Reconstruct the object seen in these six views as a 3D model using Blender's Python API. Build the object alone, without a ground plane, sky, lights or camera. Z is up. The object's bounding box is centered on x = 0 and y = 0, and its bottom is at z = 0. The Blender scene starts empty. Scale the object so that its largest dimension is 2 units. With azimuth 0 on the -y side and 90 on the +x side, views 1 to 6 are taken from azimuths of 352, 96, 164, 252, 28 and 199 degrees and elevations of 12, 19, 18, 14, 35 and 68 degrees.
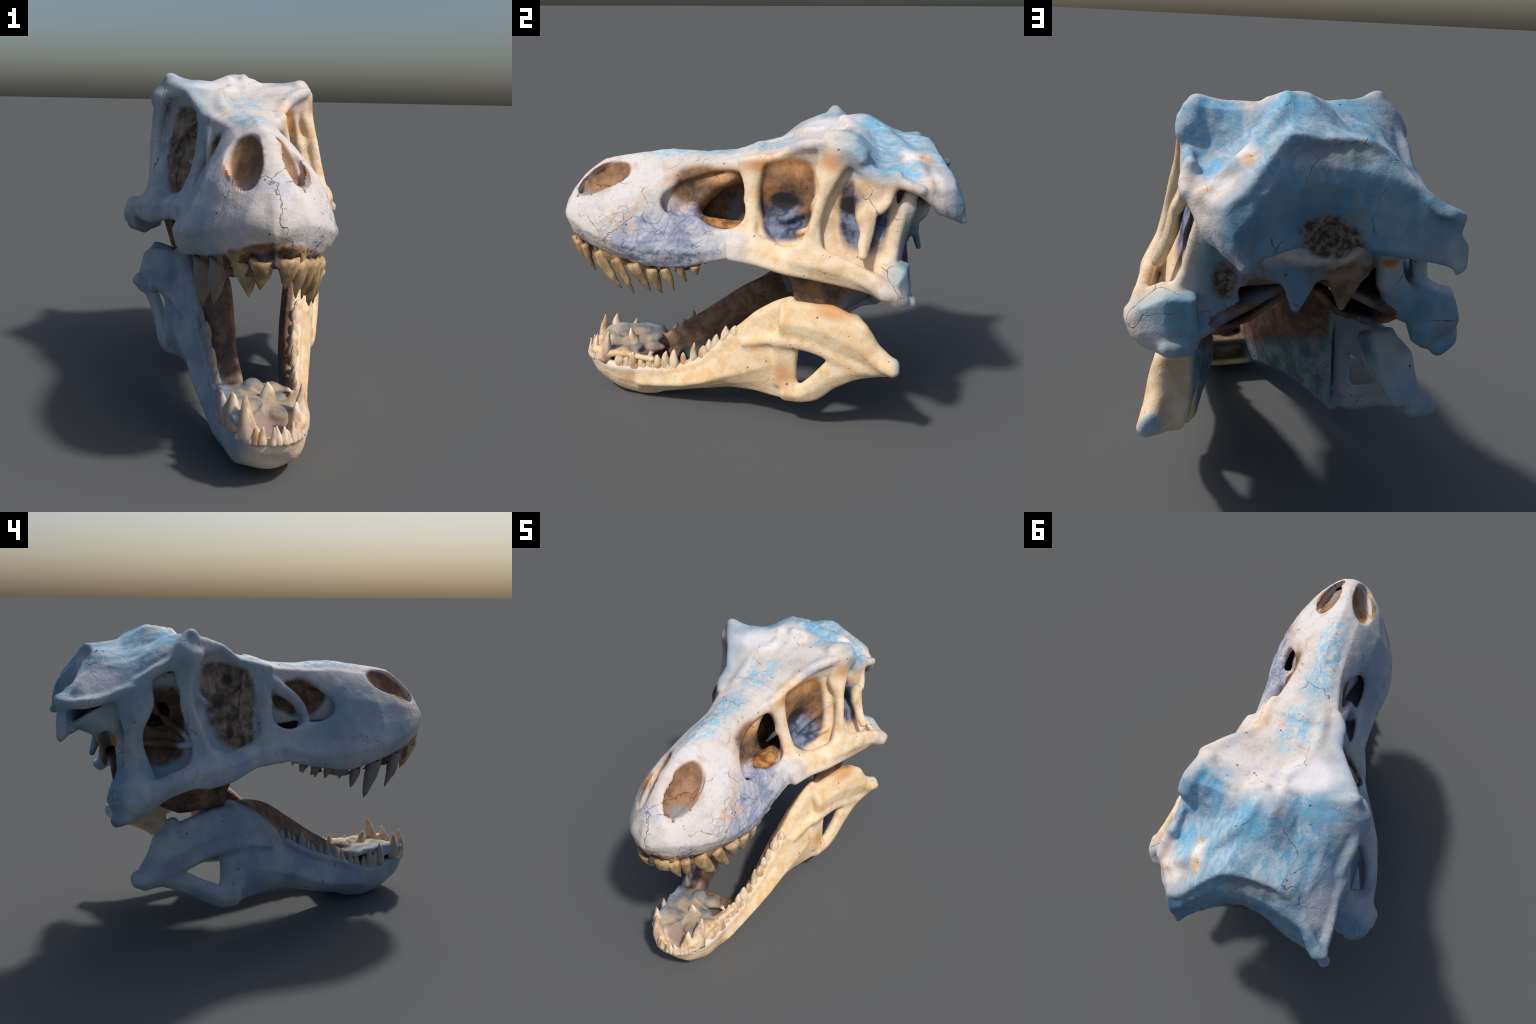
"""A large meat-eating dinosaur skull with gaping jaws.

Every bone is described by a few anatomical control points: "sheets" (smooth
patches through rows of points), "bars" (ribbons between two edges) and "struts"
(round tapered limbs).  All bones of the upper skull are fused with smooth
fillets in one implicit field and meshed; the same for the lower jaw.  The mesh is
then split by bone into named parts.  Teeth are separate lofted cones.
"""
import bpy, math, random
import numpy as np
from mathutils import Vector

H = 0.0075                      # field cell size
RNG = random.Random(7)
NPR = np.random.RandomState(11)

# ----------------------------------------------------------------------------
# implicit field
# ----------------------------------------------------------------------------
class Field:
    def __init__(self, lo, hi):
        self.lo = np.array(lo, float)
        self.n = np.ceil((np.array(hi) - self.lo) / H).astype(int) + 1
        self.D = np.full(self.n, 0.2, np.float32)
        self.M = np.full(self.n, 0.2, np.float32)
        self.L = np.zeros(self.n, np.uint8)
        self.names = []

    def label(self, name):
        if name not in self.names:
            self.names.append(name)
        return self.names.index(name)

    def block(self, lo, hi):
        a = np.clip(np.floor((lo - self.lo) / H).astype(int), 0, self.n - 1)
        b = np.clip(np.ceil((hi - self.lo) / H).astype(int) + 1, 1, self.n)
        return a, b

    def axes(self, a, b):
        return [(self.lo[i] + H * np.arange(a[i], b[i])).astype(np.float32) for i in range(3)]

    def merge(self, a, b, d, name, k):
        s = tuple(slice(p, q) for p, q in zip(a, b))
        D, M, L = self.D[s], self.M[s], self.L[s]
        h = np.maximum(k - np.abs(D - d), 0) / k
        D[...] = np.minimum(D, d) - h * h * k * 0.25
        m = d < M
        L[m] = self.label(name)
        M[m] = d[m]

    def carve(self, fn, lo, hi, k=0.012, name=None):
        a, b = self.block(np.array(lo, float), np.array(hi, float))
        X, Y, Z = np.meshgrid(*self.axes(a, b), indexing="ij", sparse=True)
        d = -fn(X, Y, Z)
        s = tuple(slice(p, q) for p, q in zip(a, b))
        D = self.D[s]
        h = np.maximum(k - np.abs(D - d), 0) / k
        if name:
            m = d > D - 0.012
            self.L[s][m & (D < 0.03)] = self.label(name)
        D[...] = np.maximum(D, d) + h * h * k * 0.25

    def stamp(self, V, R, T, name, k=0.02):
        """Rounded triangles: V vertices, R radius per vertex, T triangles."""
        pad = R.max() + 0.035
        A, Bq = self.block(V.min(0) - pad, V.max(0) + pad)
        loc = np.full(Bq - A, 0.2, np.float32)
        for t in T:
            P, r = V[list(t)], R[list(t)]
            pd = r.max() + 0.03
            a, b = self.block(P.min(0) - pd, P.max(0) + pd)
            if np.any(b <= a):
                continue
            X, Y, Z = np.meshgrid(*self.axes(a, b), indexing="ij", sparse=True)
            d = tri_dist(X, Y, Z, P.astype(np.float32), r.astype(np.float32))
            s = tuple(slice(p - o, q - o) for p, q, o in zip(a, b, A))
            np.minimum(loc[s], d, out=loc[s])
        self.merge(A, Bq, loc, name, k)


def tri_dist(X, Y, Z, P, r):
    p0, e1, e2 = P[0], P[1] - P[0], P[2] - P[0]
    wx, wy, wz = X - p0[0], Y - p0[1], Z - p0[2]
    d11, d12, d22 = e1 @ e1, e1 @ e2, e2 @ e2
    den = d11 * d22 - d12 * d12
    w1 = wx * e1[0] + wy * e1[1] + wz * e1[2]
    w2 = wx * e2[0] + wy * e2[1] + wz * e2[2]
    ww = wx * wx + wy * wy + wz * wz
    best = None

    def edge(q0, q, lq, wq, base_w2, ra, rb):
        t = np.clip(wq / max(lq, 1e-12), 0, 1)
        return np.sqrt(np.maximum(base_w2 - 2 * t * wq + t * t * lq, 0)) - (ra + t * (rb - ra))

    best = edge(p0, e1, d11, w1, ww, r[0], r[1])
    best = np.minimum(best, edge(p0, e2, d22, w2, ww, r[0], r[2]))
    e3 = P[2] - P[1]
    d33 = e3 @ e3
    w3 = w2 - w1 - (e1 @ e3)
    ww1 = ww - 2 * w1 + d11
    best = np.minimum(best, edge(P[1], e3, d33, w3, ww1, r[1], r[2]))
    if den > 1e-14:
        u = (d22 * w1 - d12 * w2) / den
        v = (d11 * w2 - d12 * w1) / den
        n = np.cross(e1, e2)
        n /= np.linalg.norm(n)
        h = np.abs(wx * n[0] + wy * n[1] + wz * n[2])
        ins = (u >= 0) & (v >= 0) & (u + v <= 1)
        best = np.where(ins, h - (r[0] + u * (r[1] - r[0]) + v * (r[2] - r[0])), best)
    return best


def catmull(P, n, closed=False):
    """Interpolate rows of P (m, ...) smoothly, n steps per span."""
    P = np.asarray(P, float)
    m = len(P)
    if m == 1:
        return P
    out = []
    for i in range(m if closed else m - 1):
        if closed:
            a, b, c, d = P[(i - 1) % m], P[i], P[(i + 1) % m], P[(i + 2) % m]
        else:
            b, c = P[i], P[i + 1]
            a = P[i - 1] if i > 0 else 2 * b - c
            d = P[i + 2] if i + 2 < m else 2 * c - b
        for j in range(n):
            t = j / n
            q = 0.5 * (2 * b + (c - a) * t + (2 * a - 5 * b + 4 * c - d) * t * t + (3 * b - a - 3 * c + d) * t ** 3)
            lin = b + (c - b) * t
            out.append(0.6 * q + 0.4 * lin)         # keep some of the angular facets
    if not closed:
        out.append(P[-1])
    return np.array(out)


def grid_tris(nr, nc, closed):
    T = []
    for i in range(nr - 1):
        for j in range(nc if closed else nc - 1):
            k = (j + 1) % nc
            a, b, c, d = i * nc + j, i * nc + k, (i + 1) * nc + k, (i + 1) * nc + j
            T += [(a, b, c), (a, c, d)]
    return T


def sheet(F, name, rows, r=0.014, sub=(2, 2), ref=None, closed=False, k=0.02, sink=1.0):
    """Smooth patch whose outer face passes through the given rows of points.
    ref: a point inside (the patch is moved inwards by its own radius)."""
    G = np.array([[tuple(p) + ((r,) if len(p) == 3 else ()) for p in row] for row in rows], float)
    G = catmull(G, sub[0])
    G = np.swapaxes(catmull(np.swapaxes(G, 0, 1), sub[1], closed), 0, 1)
    nr, nc = G.shape[:2]
    V, R = G[..., :3].copy(), G[..., 3]
    if ref is not None:
        du = np.gradient(V, axis=0)
        dv = (np.roll(V, -1, 1) - np.roll(V, 1, 1)) if closed else np.gradient(V, axis=1)
        N = np.cross(du, dv)
        N /= np.linalg.norm(N, axis=-1, keepdims=True) + 1e-9
        ref = np.asarray(ref, float)
        s = np.sign(((V - ref) * N).sum(-1, keepdims=True))
        if not closed:                              # one side for the whole patch
            s = np.sign(s.sum()) * np.ones_like(s)
        V -= N * s * R[..., None] * sink
    F.stamp(V.reshape(-1, 3), R.reshape(-1), grid_tris(nr, nc, closed), name, k)


def bar(F, name, A, B, r=0.02, sub=3, ref=None, k=0.025, bulge=0.0, sink=0.45):
    """Ribbon bone between edge A and edge B (lists of points), thickness 2r,
    its middle line bulging away from the reference point."""
    A, B = np.array(A, float), np.array(B, float)
    w = np.linalg.norm(B - A, axis=1, keepdims=True)
    t = np.minimum(r / np.maximum(w, 1e-6), 0.5)
    A2, B2 = A + (B - A) * t, B - (B - A) * t
    M = (A2 + B2) / 2
    if ref is not None and bulge:
        g = np.gradient(M, axis=0)
        n = np.cross(g, B2 - A2)
        n /= np.linalg.norm(n, axis=1, keepdims=True) + 1e-9
        n *= np.sign(((M - np.array(ref)) * n).sum(1, keepdims=True))
        M = M + n * bulge
    rows = [[tuple(a), tuple(m), tuple(b)] for a, m, b in zip(A2, M, B2)]
    sheet(F, name, rows, r, (sub, 2 if bulge else 1), ref, k=k, sink=sink)


def strut(F, name, pts, sub=3, k=0.025):
    P = catmull(np.array(pts, float), sub)
    V, R = P[:, :3], P[:, 3]
    F.stamp(V, R, [(i, i + 1, i + 1) for i in range(len(V) - 1)], name, k)


def ellipsoid(c, axes, dirs=None):
    c = np.array(c, float)
    Mx = np.eye(3) if dirs is None else np.array(dirs, float)
    Mx = Mx / np.linalg.norm(Mx, axis=1, keepdims=True)
    ax = np.array(axes, float)
    ext = np.sqrt(((Mx * ax[:, None]) ** 2).sum(0)) + 0.02

    def fn(X, Y, Z):
        w = [X - c[0], Y - c[1], Z - c[2]]
        q = [(w[0] * m[0] + w[1] * m[1] + w[2] * m[2]) for m in Mx]
        k0 = np.sqrt(sum((a / s) ** 2 for a, s in zip(q, ax)))
        k1 = np.sqrt(sum((a / s ** 2) ** 2 for a, s in zip(q, ax))) + 1e-6
        return k0 * (k0 - 1) / k1
    return fn, c - ext, c + ext


def carve(F, c, axes, dirs=None, k=0.015, name=None):
    F.carve(*ellipsoid(c, axes, dirs), k=k, name=name)


def fill(F, name, c, axes, dirs=None, k=0.03):
    fn, lo, hi = ellipsoid(c, axes, dirs)
    a, b = F.block(lo - 0.03, hi + 0.03)
    X, Y, Z = np.meshgrid(*F.axes(a, b), indexing="ij", sparse=True)
    F.merge(a, b, np.asarray(fn(X, Y, Z), np.float32), name, k)


def frame(d, n):
    """Right-handed frame: long direction d, depth direction n."""
    d = np.array(d, float); d /= np.linalg.norm(d)
    n = np.array(n, float); n -= d * (n @ d); n /= np.linalg.norm(n)
    return [d, np.cross(n, d), n]


# ----------------------------------------------------------------------------
# surface nets + smoothing
# ----------------------------------------------------------------------------
def surface_nets(F, shrink=.0022):
    D = F.D + shrink
    n = D.shape
    ins = D < 0
    c = np.zeros(tuple(k - 1 for k in n), np.uint8)
    for dx in (0, 1):
        for dy in (0, 1):
            for dz in (0, 1):
                c += ins[dx:n[0] - 1 + dx, dy:n[1] - 1 + dy, dz:n[2] - 1 + dz]
    act = (c > 0) & (c < 8)
    idx = np.full(act.shape, -1, np.int64)
    I = np.argwhere(act)
    idx[act] = np.arange(len(I))
    acc = np.zeros((len(I), 3)); cnt = np.zeros(len(I))
    corners = [(x, y, z) for x in (0, 1) for y in (0, 1) for z in (0, 1)]
    val = {q: D[I[:, 0] + q[0], I[:, 1] + q[1], I[:, 2] + q[2]] for q in corners}
    for ax in range(3):
        for q in corners:
            if q[ax]:
                continue
            q2 = list(q); q2[ax] = 1; q2 = tuple(q2)
            a, b = val[q], val[q2]
            m = (a < 0) != (b < 0)
            t = np.where(m, a / np.where(a == b, 1, a - b), 0)
            p = np.tile(np.array(q, float), (len(I), 1)); p[:, ax] += t
            acc += p * m[:, None]; cnt += m
    V = F.lo + H * (I + acc / cnt[:, None])
    quads = []
    for ax in range(3):
        u, w = [(1, 2), (2, 0), (0, 1)][ax]
        sl0 = [slice(1, -1)] * 3; sl0[ax] = slice(0, -1)
        sl1 = [slice(1, -1)] * 3; sl1[ax] = slice(1, None)
        A, B = ins[tuple(sl0)], ins[tuple(sl1)]
        for sign, m in ((1, A & ~B), (-1, ~A & B)):
            E = np.argwhere(m)
            if not len(E):
                continue
            off = np.ones(3, int); off[ax] = 0
            E = E + off
            q = []
            for du, dw in ((-1, -1), (0, -1), (0, 0), (-1, 0)):
                o = E.copy(); o[:, u] += du; o[:, w] += dw
                q.append(idx[o[:, 0], o[:, 1], o[:, 2]])
            q = np.stack(q, 1)
            quads.append(q if sign > 0 else q[:, ::-1])
    return V, np.concatenate(quads)


def edges_of(Q):
    E = np.concatenate([Q[:, [0, 1]], Q[:, [1, 2]], Q[:, [2, 3]], Q[:, [3, 0]]])
    E = np.sort(E, 1)
    return np.unique(E[:, 0] * np.int64(2 ** 31) + E[:, 1])


def smooth(V, Q, passes):
    e = edges_of(Q)
    a, b = e >> 31, e & (2 ** 31 - 1)
    deg = np.bincount(a, minlength=len(V)) + np.bincount(b, minlength=len(V))
    for lam in passes:
        S = np.stack([np.bincount(a, V[b, i], len(V)) + np.bincount(b, V[a, i], len(V)) for i in range(3)], 1)
        V = V + lam * (S / deg[:, None] - V)
    return V


def outer_shell(V, Q):
    """Drop the closed voids inside the bones: keep the biggest connected shell."""
    e = edges_of(Q)
    a, b = e >> 31, e & (2 ** 31 - 1)
    lab = np.arange(len(V))
    while True:
        m = np.minimum(lab[a], lab[b])
        new = lab.copy()
        np.minimum.at(new, a, m); np.minimum.at(new, b, m)
        new = new[new]
        if np.array_equal(new, lab):
            break
        lab = new
    big = np.bincount(lab).argmax()
    keep = lab == big
    remap = np.cumsum(keep) - 1
    return V[keep], remap[Q[keep[Q[:, 0]]]]


def vnormals(V, Q):
    n = np.cross(V[Q[:, 2]] - V[Q[:, 0]], V[Q[:, 3]] - V[Q[:, 1]])
    N = np.zeros_like(V)
    for i in range(4):
        for k in range(3):
            N[:, k] += np.bincount(Q[:, i], n[:, k], len(V))
    return N / (np.linalg.norm(N, axis=1, keepdims=True) + 1e-12)


def hash3(i, j, k):
    h = (i * 374761393 + j * 668265263 + k * 1274126177) & 0x7fffffff
    h = ((h ^ (h >> 13)) * 1103515245) & 0x7fffffff
    return ((h ^ (h >> 16)) & 0xffff) / 65535.0


def vnoise(P, s):
    """Smooth value noise, -1..1, cell size s."""
    q = P / s
    i = np.floor(q).astype(np.int64); f = q - i
    f = f * f * (3 - 2 * f)
    o = 0
    for dx in (0, 1):
        for dy in (0, 1):
            for dz in (0, 1):
                w = np.abs(1 - dx - f[:, 0]) * np.abs(1 - dy - f[:, 1]) * np.abs(1 - dz - f[:, 2])
                o = o + w * hash3(i[:, 0] + dx, i[:, 1] + dy, i[:, 2] + dz)
    return 2 * o - 1


def ball(P, c, s, soft=0.5):
    d = np.sqrt((((P - np.array(c)) / np.array(s)) ** 2).sum(1))
    return np.clip((1 - d) / soft, 0, 1)


# ----------------------------------------------------------------------------
# UPPER SKULL
# ----------------------------------------------------------------------------
XM = -0.015                                           # the snout's midline
U = Field((-0.66, -1.08, 0.55), (0.66, 1.07, 1.60))


def both(pts, sign):
    return [(XM + sign * p[0],) + tuple(p[1:]) for p in pts]


def lean(pts, sign):
    """The nose leans slightly to the animal's right: its crown more than its lips."""
    out = []
    for i, (h, y, z) in enumerate(pts):
        dx = -.020 * math.exp(-((y + .62) / .22) ** 2) * (1 if i < 2 else .5 if sign < 0 else -.3) + .006
        wide = .022 * math.exp(-((y + .60) / .20) ** 2) if i == 2 else 0
        wide += .017 * math.exp(-((y + .53) / .25) ** 2) * (-sign if 3 <= i <= 4 else 0) + (.010 if i == 2 and sign < 0 else 0) * math.exp(-((y + .70) / .2) ** 2)
        out.append((XM + dx + sign * (h + wide), y, z))
    return out


NOSTRILS = [((.062, -.765, 1.185), frame((.02, .86, .50), (.76, -.32, .56))), ((-.100, -.765, 1.190), frame((-.07, .86, .50), (-.78, -.32, .54)))]


def build_snout(F):
    # rails: crown, crown edge, upper side, widest, lip, palate edge (half width, y, z)
    st = [
        [(0, -.950, 1.112), (.010, -.985, 1.06), (.020, -1.004, 1.015), (.025, -1.006, .985), (.020, -.992, .955), (.01, -.93, .93)],
        [(0, -.893, 1.195), (.050, -.930, 1.14), (.095, -.962, 1.05), (.110, -.965, 1.000), (.105, -.935, .925), (.06, -.88, .92)],
        [(0, -.780, 1.278), (.064, -.800, 1.24), (.152, -.830, 1.09), (.205, -.850, .965), (.172, -.815, .865), (.10, -.78, .91)],
        [(0, -.610, 1.312), (.086, -.615, 1.265), (.175, -.640, 1.13), (.288, -.665, .925), (.235, -.640, .832), (.14, -.61, .91)],
        [(0, -.445, 1.337), (.092, -.450, 1.290), (.178, -.450, 1.165), (.316, -.490, .905), (.268, -.460, .798), (.17, -.45, .91)],
        [(0, -.260, 1.331), (.105, -.265, 1.295), (.195, -.265, 1.11), (.300, -.300, .890), (.262, -.270, .815), (.19, -.26, .90)],
        [(0, -.110, 1.338), (.135, -.110, 1.312), (.205, -.110, 1.12), (.298, -.120, .925), (.292, -.110, .862), (.21, -.11, .89)],
        [(0, .020, 1.378), (.165, .000, 1.335), (.205, .000, 1.15), (.305, .010, .96), (.330, .010, .885), (.24, .02, .88)],
    ]
    rows = []
    for s in st:
        left = lean(s, 1)
        right = lean(s, -1)
        pal = [(XM, s[-1][1], s[-1][2] + .01)]
        rows.append([left[0]] + left[1:] + pal + right[:0:-1])
    sheet(F, "snout", rows, .017, (3, 2), ref=(XM, -.42, 1.08), closed=True, k=.015)
    # nostrils: shallow oval basins either side of the nasal bar
    nos = NOSTRILS
    for c, fr in nos:
        d = np.array(c) - .082 * fr[2]
        fill(F, "snout", tuple(d), (.178, .130, .090), fr, k=.02)
    fill(F, "snout", (-.025, -.735, 1.10), (.20, .165, .095), frame((0, .9, .42), (0, -.42, .9)))
    strut(F, "snout", [(XM, -.925, 1.115, .022), (XM, -.972, 1.04, .024), (XM, -.975, .975, .022)])
    # tooth-bearing rim under the lip
    rim = [(.0, -.975, .955, .865), (.085, -.940, .925, .83), (.155, -.825, .875, .80), (.220, -.64, .835, .785),
           (.248, -.46, .805, .762), (.246, -.33, .82, .785), (.240, -.24, .84, .82)]
    for s in (1, -1):
        rows = [[(XM + s * h, y, z0, .016), (XM + s * h * .93, y + .012, z1, .012)] for h, y, z0, z1 in rim]
        sheet(F, "tooth_rim", rows, .014, (3, 2), k=.012)
    # nostrils: deep slanting basins either side of the nasal bar
    for i, (h, y, z0, z1) in enumerate(rim[:-1]):
        h2, y2, z2, z3 = rim[i + 1]
        for j in range(3):
            t = (j + .2 + .6 * RNG.random()) / 3
            p = (h + (h2 - h) * t, y + (y2 - y) * t, .55 * (z1 + (z3 - z1) * t) + .45 * (z0 + (z2 - z0) * t))
            for s in (1, -1):
                if RNG.random() < .62:
                    carve(F, (XM + s * (p[0] * .96 + .006), p[1] - .008, p[2] - .012 * RNG.random()), (.013 + .008 * RNG.random(), .015 + .010 * RNG.random(), .022 + .014 * RNG.random()), k=.01, name="tooth_socket")
    for c, fr in nos:
        carve(F, c, (.164, .082, .030), fr, k=.012, name="nostril")
    # windows in front of the eyes
    carve(F, (.19, -.235, 1.165), (.215, .10, .12), frame((-.02, .93, .30), (1, 0, .2)), k=.02)
    carve(F, (.21, -.155, 1.095), (.125, .10, .11), frame((0, .9, -.15), (1, 0, .2)), k=.02)
    carve(F, (.21, -.10, 1.20), (.075, .08, .11), frame((0, .9, -.15), (1, 0, .2)), k=.02)
    carve(F, (-.21, -.225, 1.155), (.175, .098, .13), frame((.02, .93, .30), (-1, 0, .2)), k=.02)
    carve(F, (-.22, -.15, 1.10), (.10, .08, .11), frame((0, .9, -.1), (-1, 0, .2)), k=.02)
    # slanting strut inside each window
    strut(F, "window_strut", [(.085, -.01, 1.28, .036), (.080, -.11, 1.230, .036), (.100, -.22, 1.165, .036), (.135, -.30, 1.08, .036)])
    strut(F, "window_strut", [(-.150, -.03, 1.26, .036), (-.158, -.11, 1.215, .036), (-.165, -.20, 1.145, .034), (-.18, -.25, 1.06, .026), (-.19, -.22, 1.01, .024)])
    # inner walls that back the windows
    sheet(F, "window_wall", [[(.135, -.47, 1.19), (.165, -.47, 1.03)], [(.095, -.38, 1.24), (.150, -.37, 1.04)], [(.070, -.25, 1.28), (.115, -.27, 1.06)], [(.060, -.12, 1.30), (.075, -.17, 1.17)], [(.05, -.02, 1.30), (.06, -.04, 1.20)]], .012, (2, 2), k=.03)
    sheet(F, "window_wall", [[(.21, -.34, 1.01), (.215, -.20, .975), (.22, -.08, .955), (.225, -.01, .955)], [(.16, -.34, 1.045), (.125, -.22, 1.015), (.115, -.10, 1.000), (.14, -.01, 1.01)], [(.10, -.32, 1.03), (.06, -.20, .98), (.05, -.10, .96), (.08, -.01, .96)]], .014, (3, 3), k=.04)
    sheet(F, "window_wall", [[(-.150, -.43, 1.20), (-.175, -.42, 1.04)], [(-.09, -.33, 1.24), (-.135, -.31, 1.04)], [(-.10, -.20, 1.27), (-.15, -.22, 1.05)], [(-.115, -.08, 1.28), (-.165, -.10, 1.04)], [(-.13, .0, 1.27), (-.18, .0, 1.03)]], .012, (2, 2), k=.03)


def build_roof(F):
    c = (0, .45, .9)
    rows = [
        [(.155, -.02, 1.328), (.085, -.03, 1.345), (-.015, -.03, 1.360), (-.10, -.03, 1.345), (-.175, -.02, 1.330)],
        [(.160, .112, 1.354), (.090, .12, 1.370), (-.01, .13, 1.380), (-.10, .12, 1.382), (-.205, .12, 1.375)],
        [(.240, .222, 1.426), (.120, .23, 1.418), (0, .24, 1.420), (-.12, .235, 1.448), (-.245, .21, 1.445)],
        [(.340, .330, 1.465), (.210, .36, 1.462), (0, .36, 1.455), (-.12, .355, 1.458), (-.332, .352, 1.484)],
    ]
    # front roof in two overlapping patches: forehead, then brows and crest
    sheet(F, "skull_roof", rows, .017, (3, 3), ref=c, k=.015)
    sheet(F, "skull_roof", [
        [(.318, .360, 1.482), (.200, .36, 1.470), (.110, .36, 1.455), (.03, .36, 1.462), (-.04, .36, 1.462), (-.12, .355, 1.458), (-.23, .36, 1.480), (-.340, .382, 1.510)],
        [(.360, .485, 1.474), (.235, .49, 1.465), (.124, .50, 1.478), (.03, .46, 1.519), (-.048, .46, 1.520), (-.122, .445, 1.484), (-.24, .43, 1.480), (-.355, .425, 1.482)],
        [(.374, .570, 1.305), (.285, .59, 1.345), (.145, .58, 1.425), (.04, .545, 1.515), (-.045, .545, 1.515), (-.14, .54, 1.445), (-.27, .53, 1.432), (-.388, .475, 1.405)],
        [(.380, .660, 1.300), (.300, .68, 1.314), (.200, .705, 1.380), (.06, .67, 1.460), (-.05, .66, 1.450), (-.15, .66, 1.415), (-.27, .63, 1.385), (-.365, .610, 1.305)],
        [(.405, .770, 1.268), (.352, .805, 1.270), (.260, .790, 1.335), (.10, .780, 1.440), (-.02, .765, 1.422), (-.15, .780, 1.422), (-.26, .78, 1.355), (-.370, .775, 1.245)],
        [(.375, .825, 1.222), (.315, .925, 1.258), (.240, .905, 1.318), (.12, .805, 1.438), (-.01, .780, 1.424), (-.15, .800, 1.420), (-.255, .833, 1.340), (-.335, .945, 1.232)],
    ], .016, (3, 2), ref=c, k=.012)
    # ridges on the roof: a Y from the crest, arcs round the temple bowls
    strut(F, "skull_roof", [(.045, .52, 1.508, .014), (.075, .60, 1.478, .016), (.135, .675, 1.418, .018), (.200, .725, 1.366, .020), (.275, .775, 1.318, .022), (.345, .808, 1.262, .018)], k=.04)
    strut(F, "skull_roof", [(.03, .43, 1.502, .014), (.11, .46, 1.468, .014), (.22, .43, 1.466, .016), (.32, .40, 1.478, .018)], k=.04)
    strut(F, "skull_roof", [(-.05, .42, 1.500, .014), (-.13, .41, 1.468, .014), (-.23, .40, 1.474, .016), (-.325, .385, 1.498, .010)], k=.04)
    strut(F, "skull_roof", [(-.10, .0, 1.345, .012), (-.11, .12, 1.372, .014), (-.09, .24, 1.425, .014), (-.03, .36, 1.452, .014)], k=.04)
    # rolled brow edges, outside the eye sockets
    strut(F, "brow", [(.150, .06, 1.318, .020), (.185, .15, 1.360, .020), (.235, .225, 1.408, .022), (.320, .33, 1.432, .026), (.365, .45, 1.428, .028), (.378, .505, 1.385, .024)], k=.03)
    strut(F, "brow", [(.295, .36, 1.476, .018), (.335, .46, 1.470, .022), (.350, .52, 1.42, .024)], k=.03)
    strut(F, "brow", [(-.175, .0, 1.318, .018), (-.20, .11, 1.350, .020), (-.246, .205, 1.416, .018), (-.318, .358, 1.470, .016), (-.340, .380, 1.508, .005)], k=.03)
    strut(F, "brow", [(-.325, .37, 1.485, .022), (-.385, .41, 1.425, .030), (-.405, .44, 1.390, .026)], k=.03)
    strut(F, "brow", [(-.285, .31, 1.445, .024), (-.332, .365, 1.440, .028), (-.375, .415, 1.415, .028)], k=.03)
    strut(F, "brow", [(-.325, .40, 1.470, .022), (-.365, .43, 1.44, .026), (-.39, .445, 1.39, .024)], k=.03)
    strut(F, "brow", [(-.27, .27, 1.43, .02), (-.345, .34, 1.415, .022), (-.39, .41, 1.40, .026)], k=.03)


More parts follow.
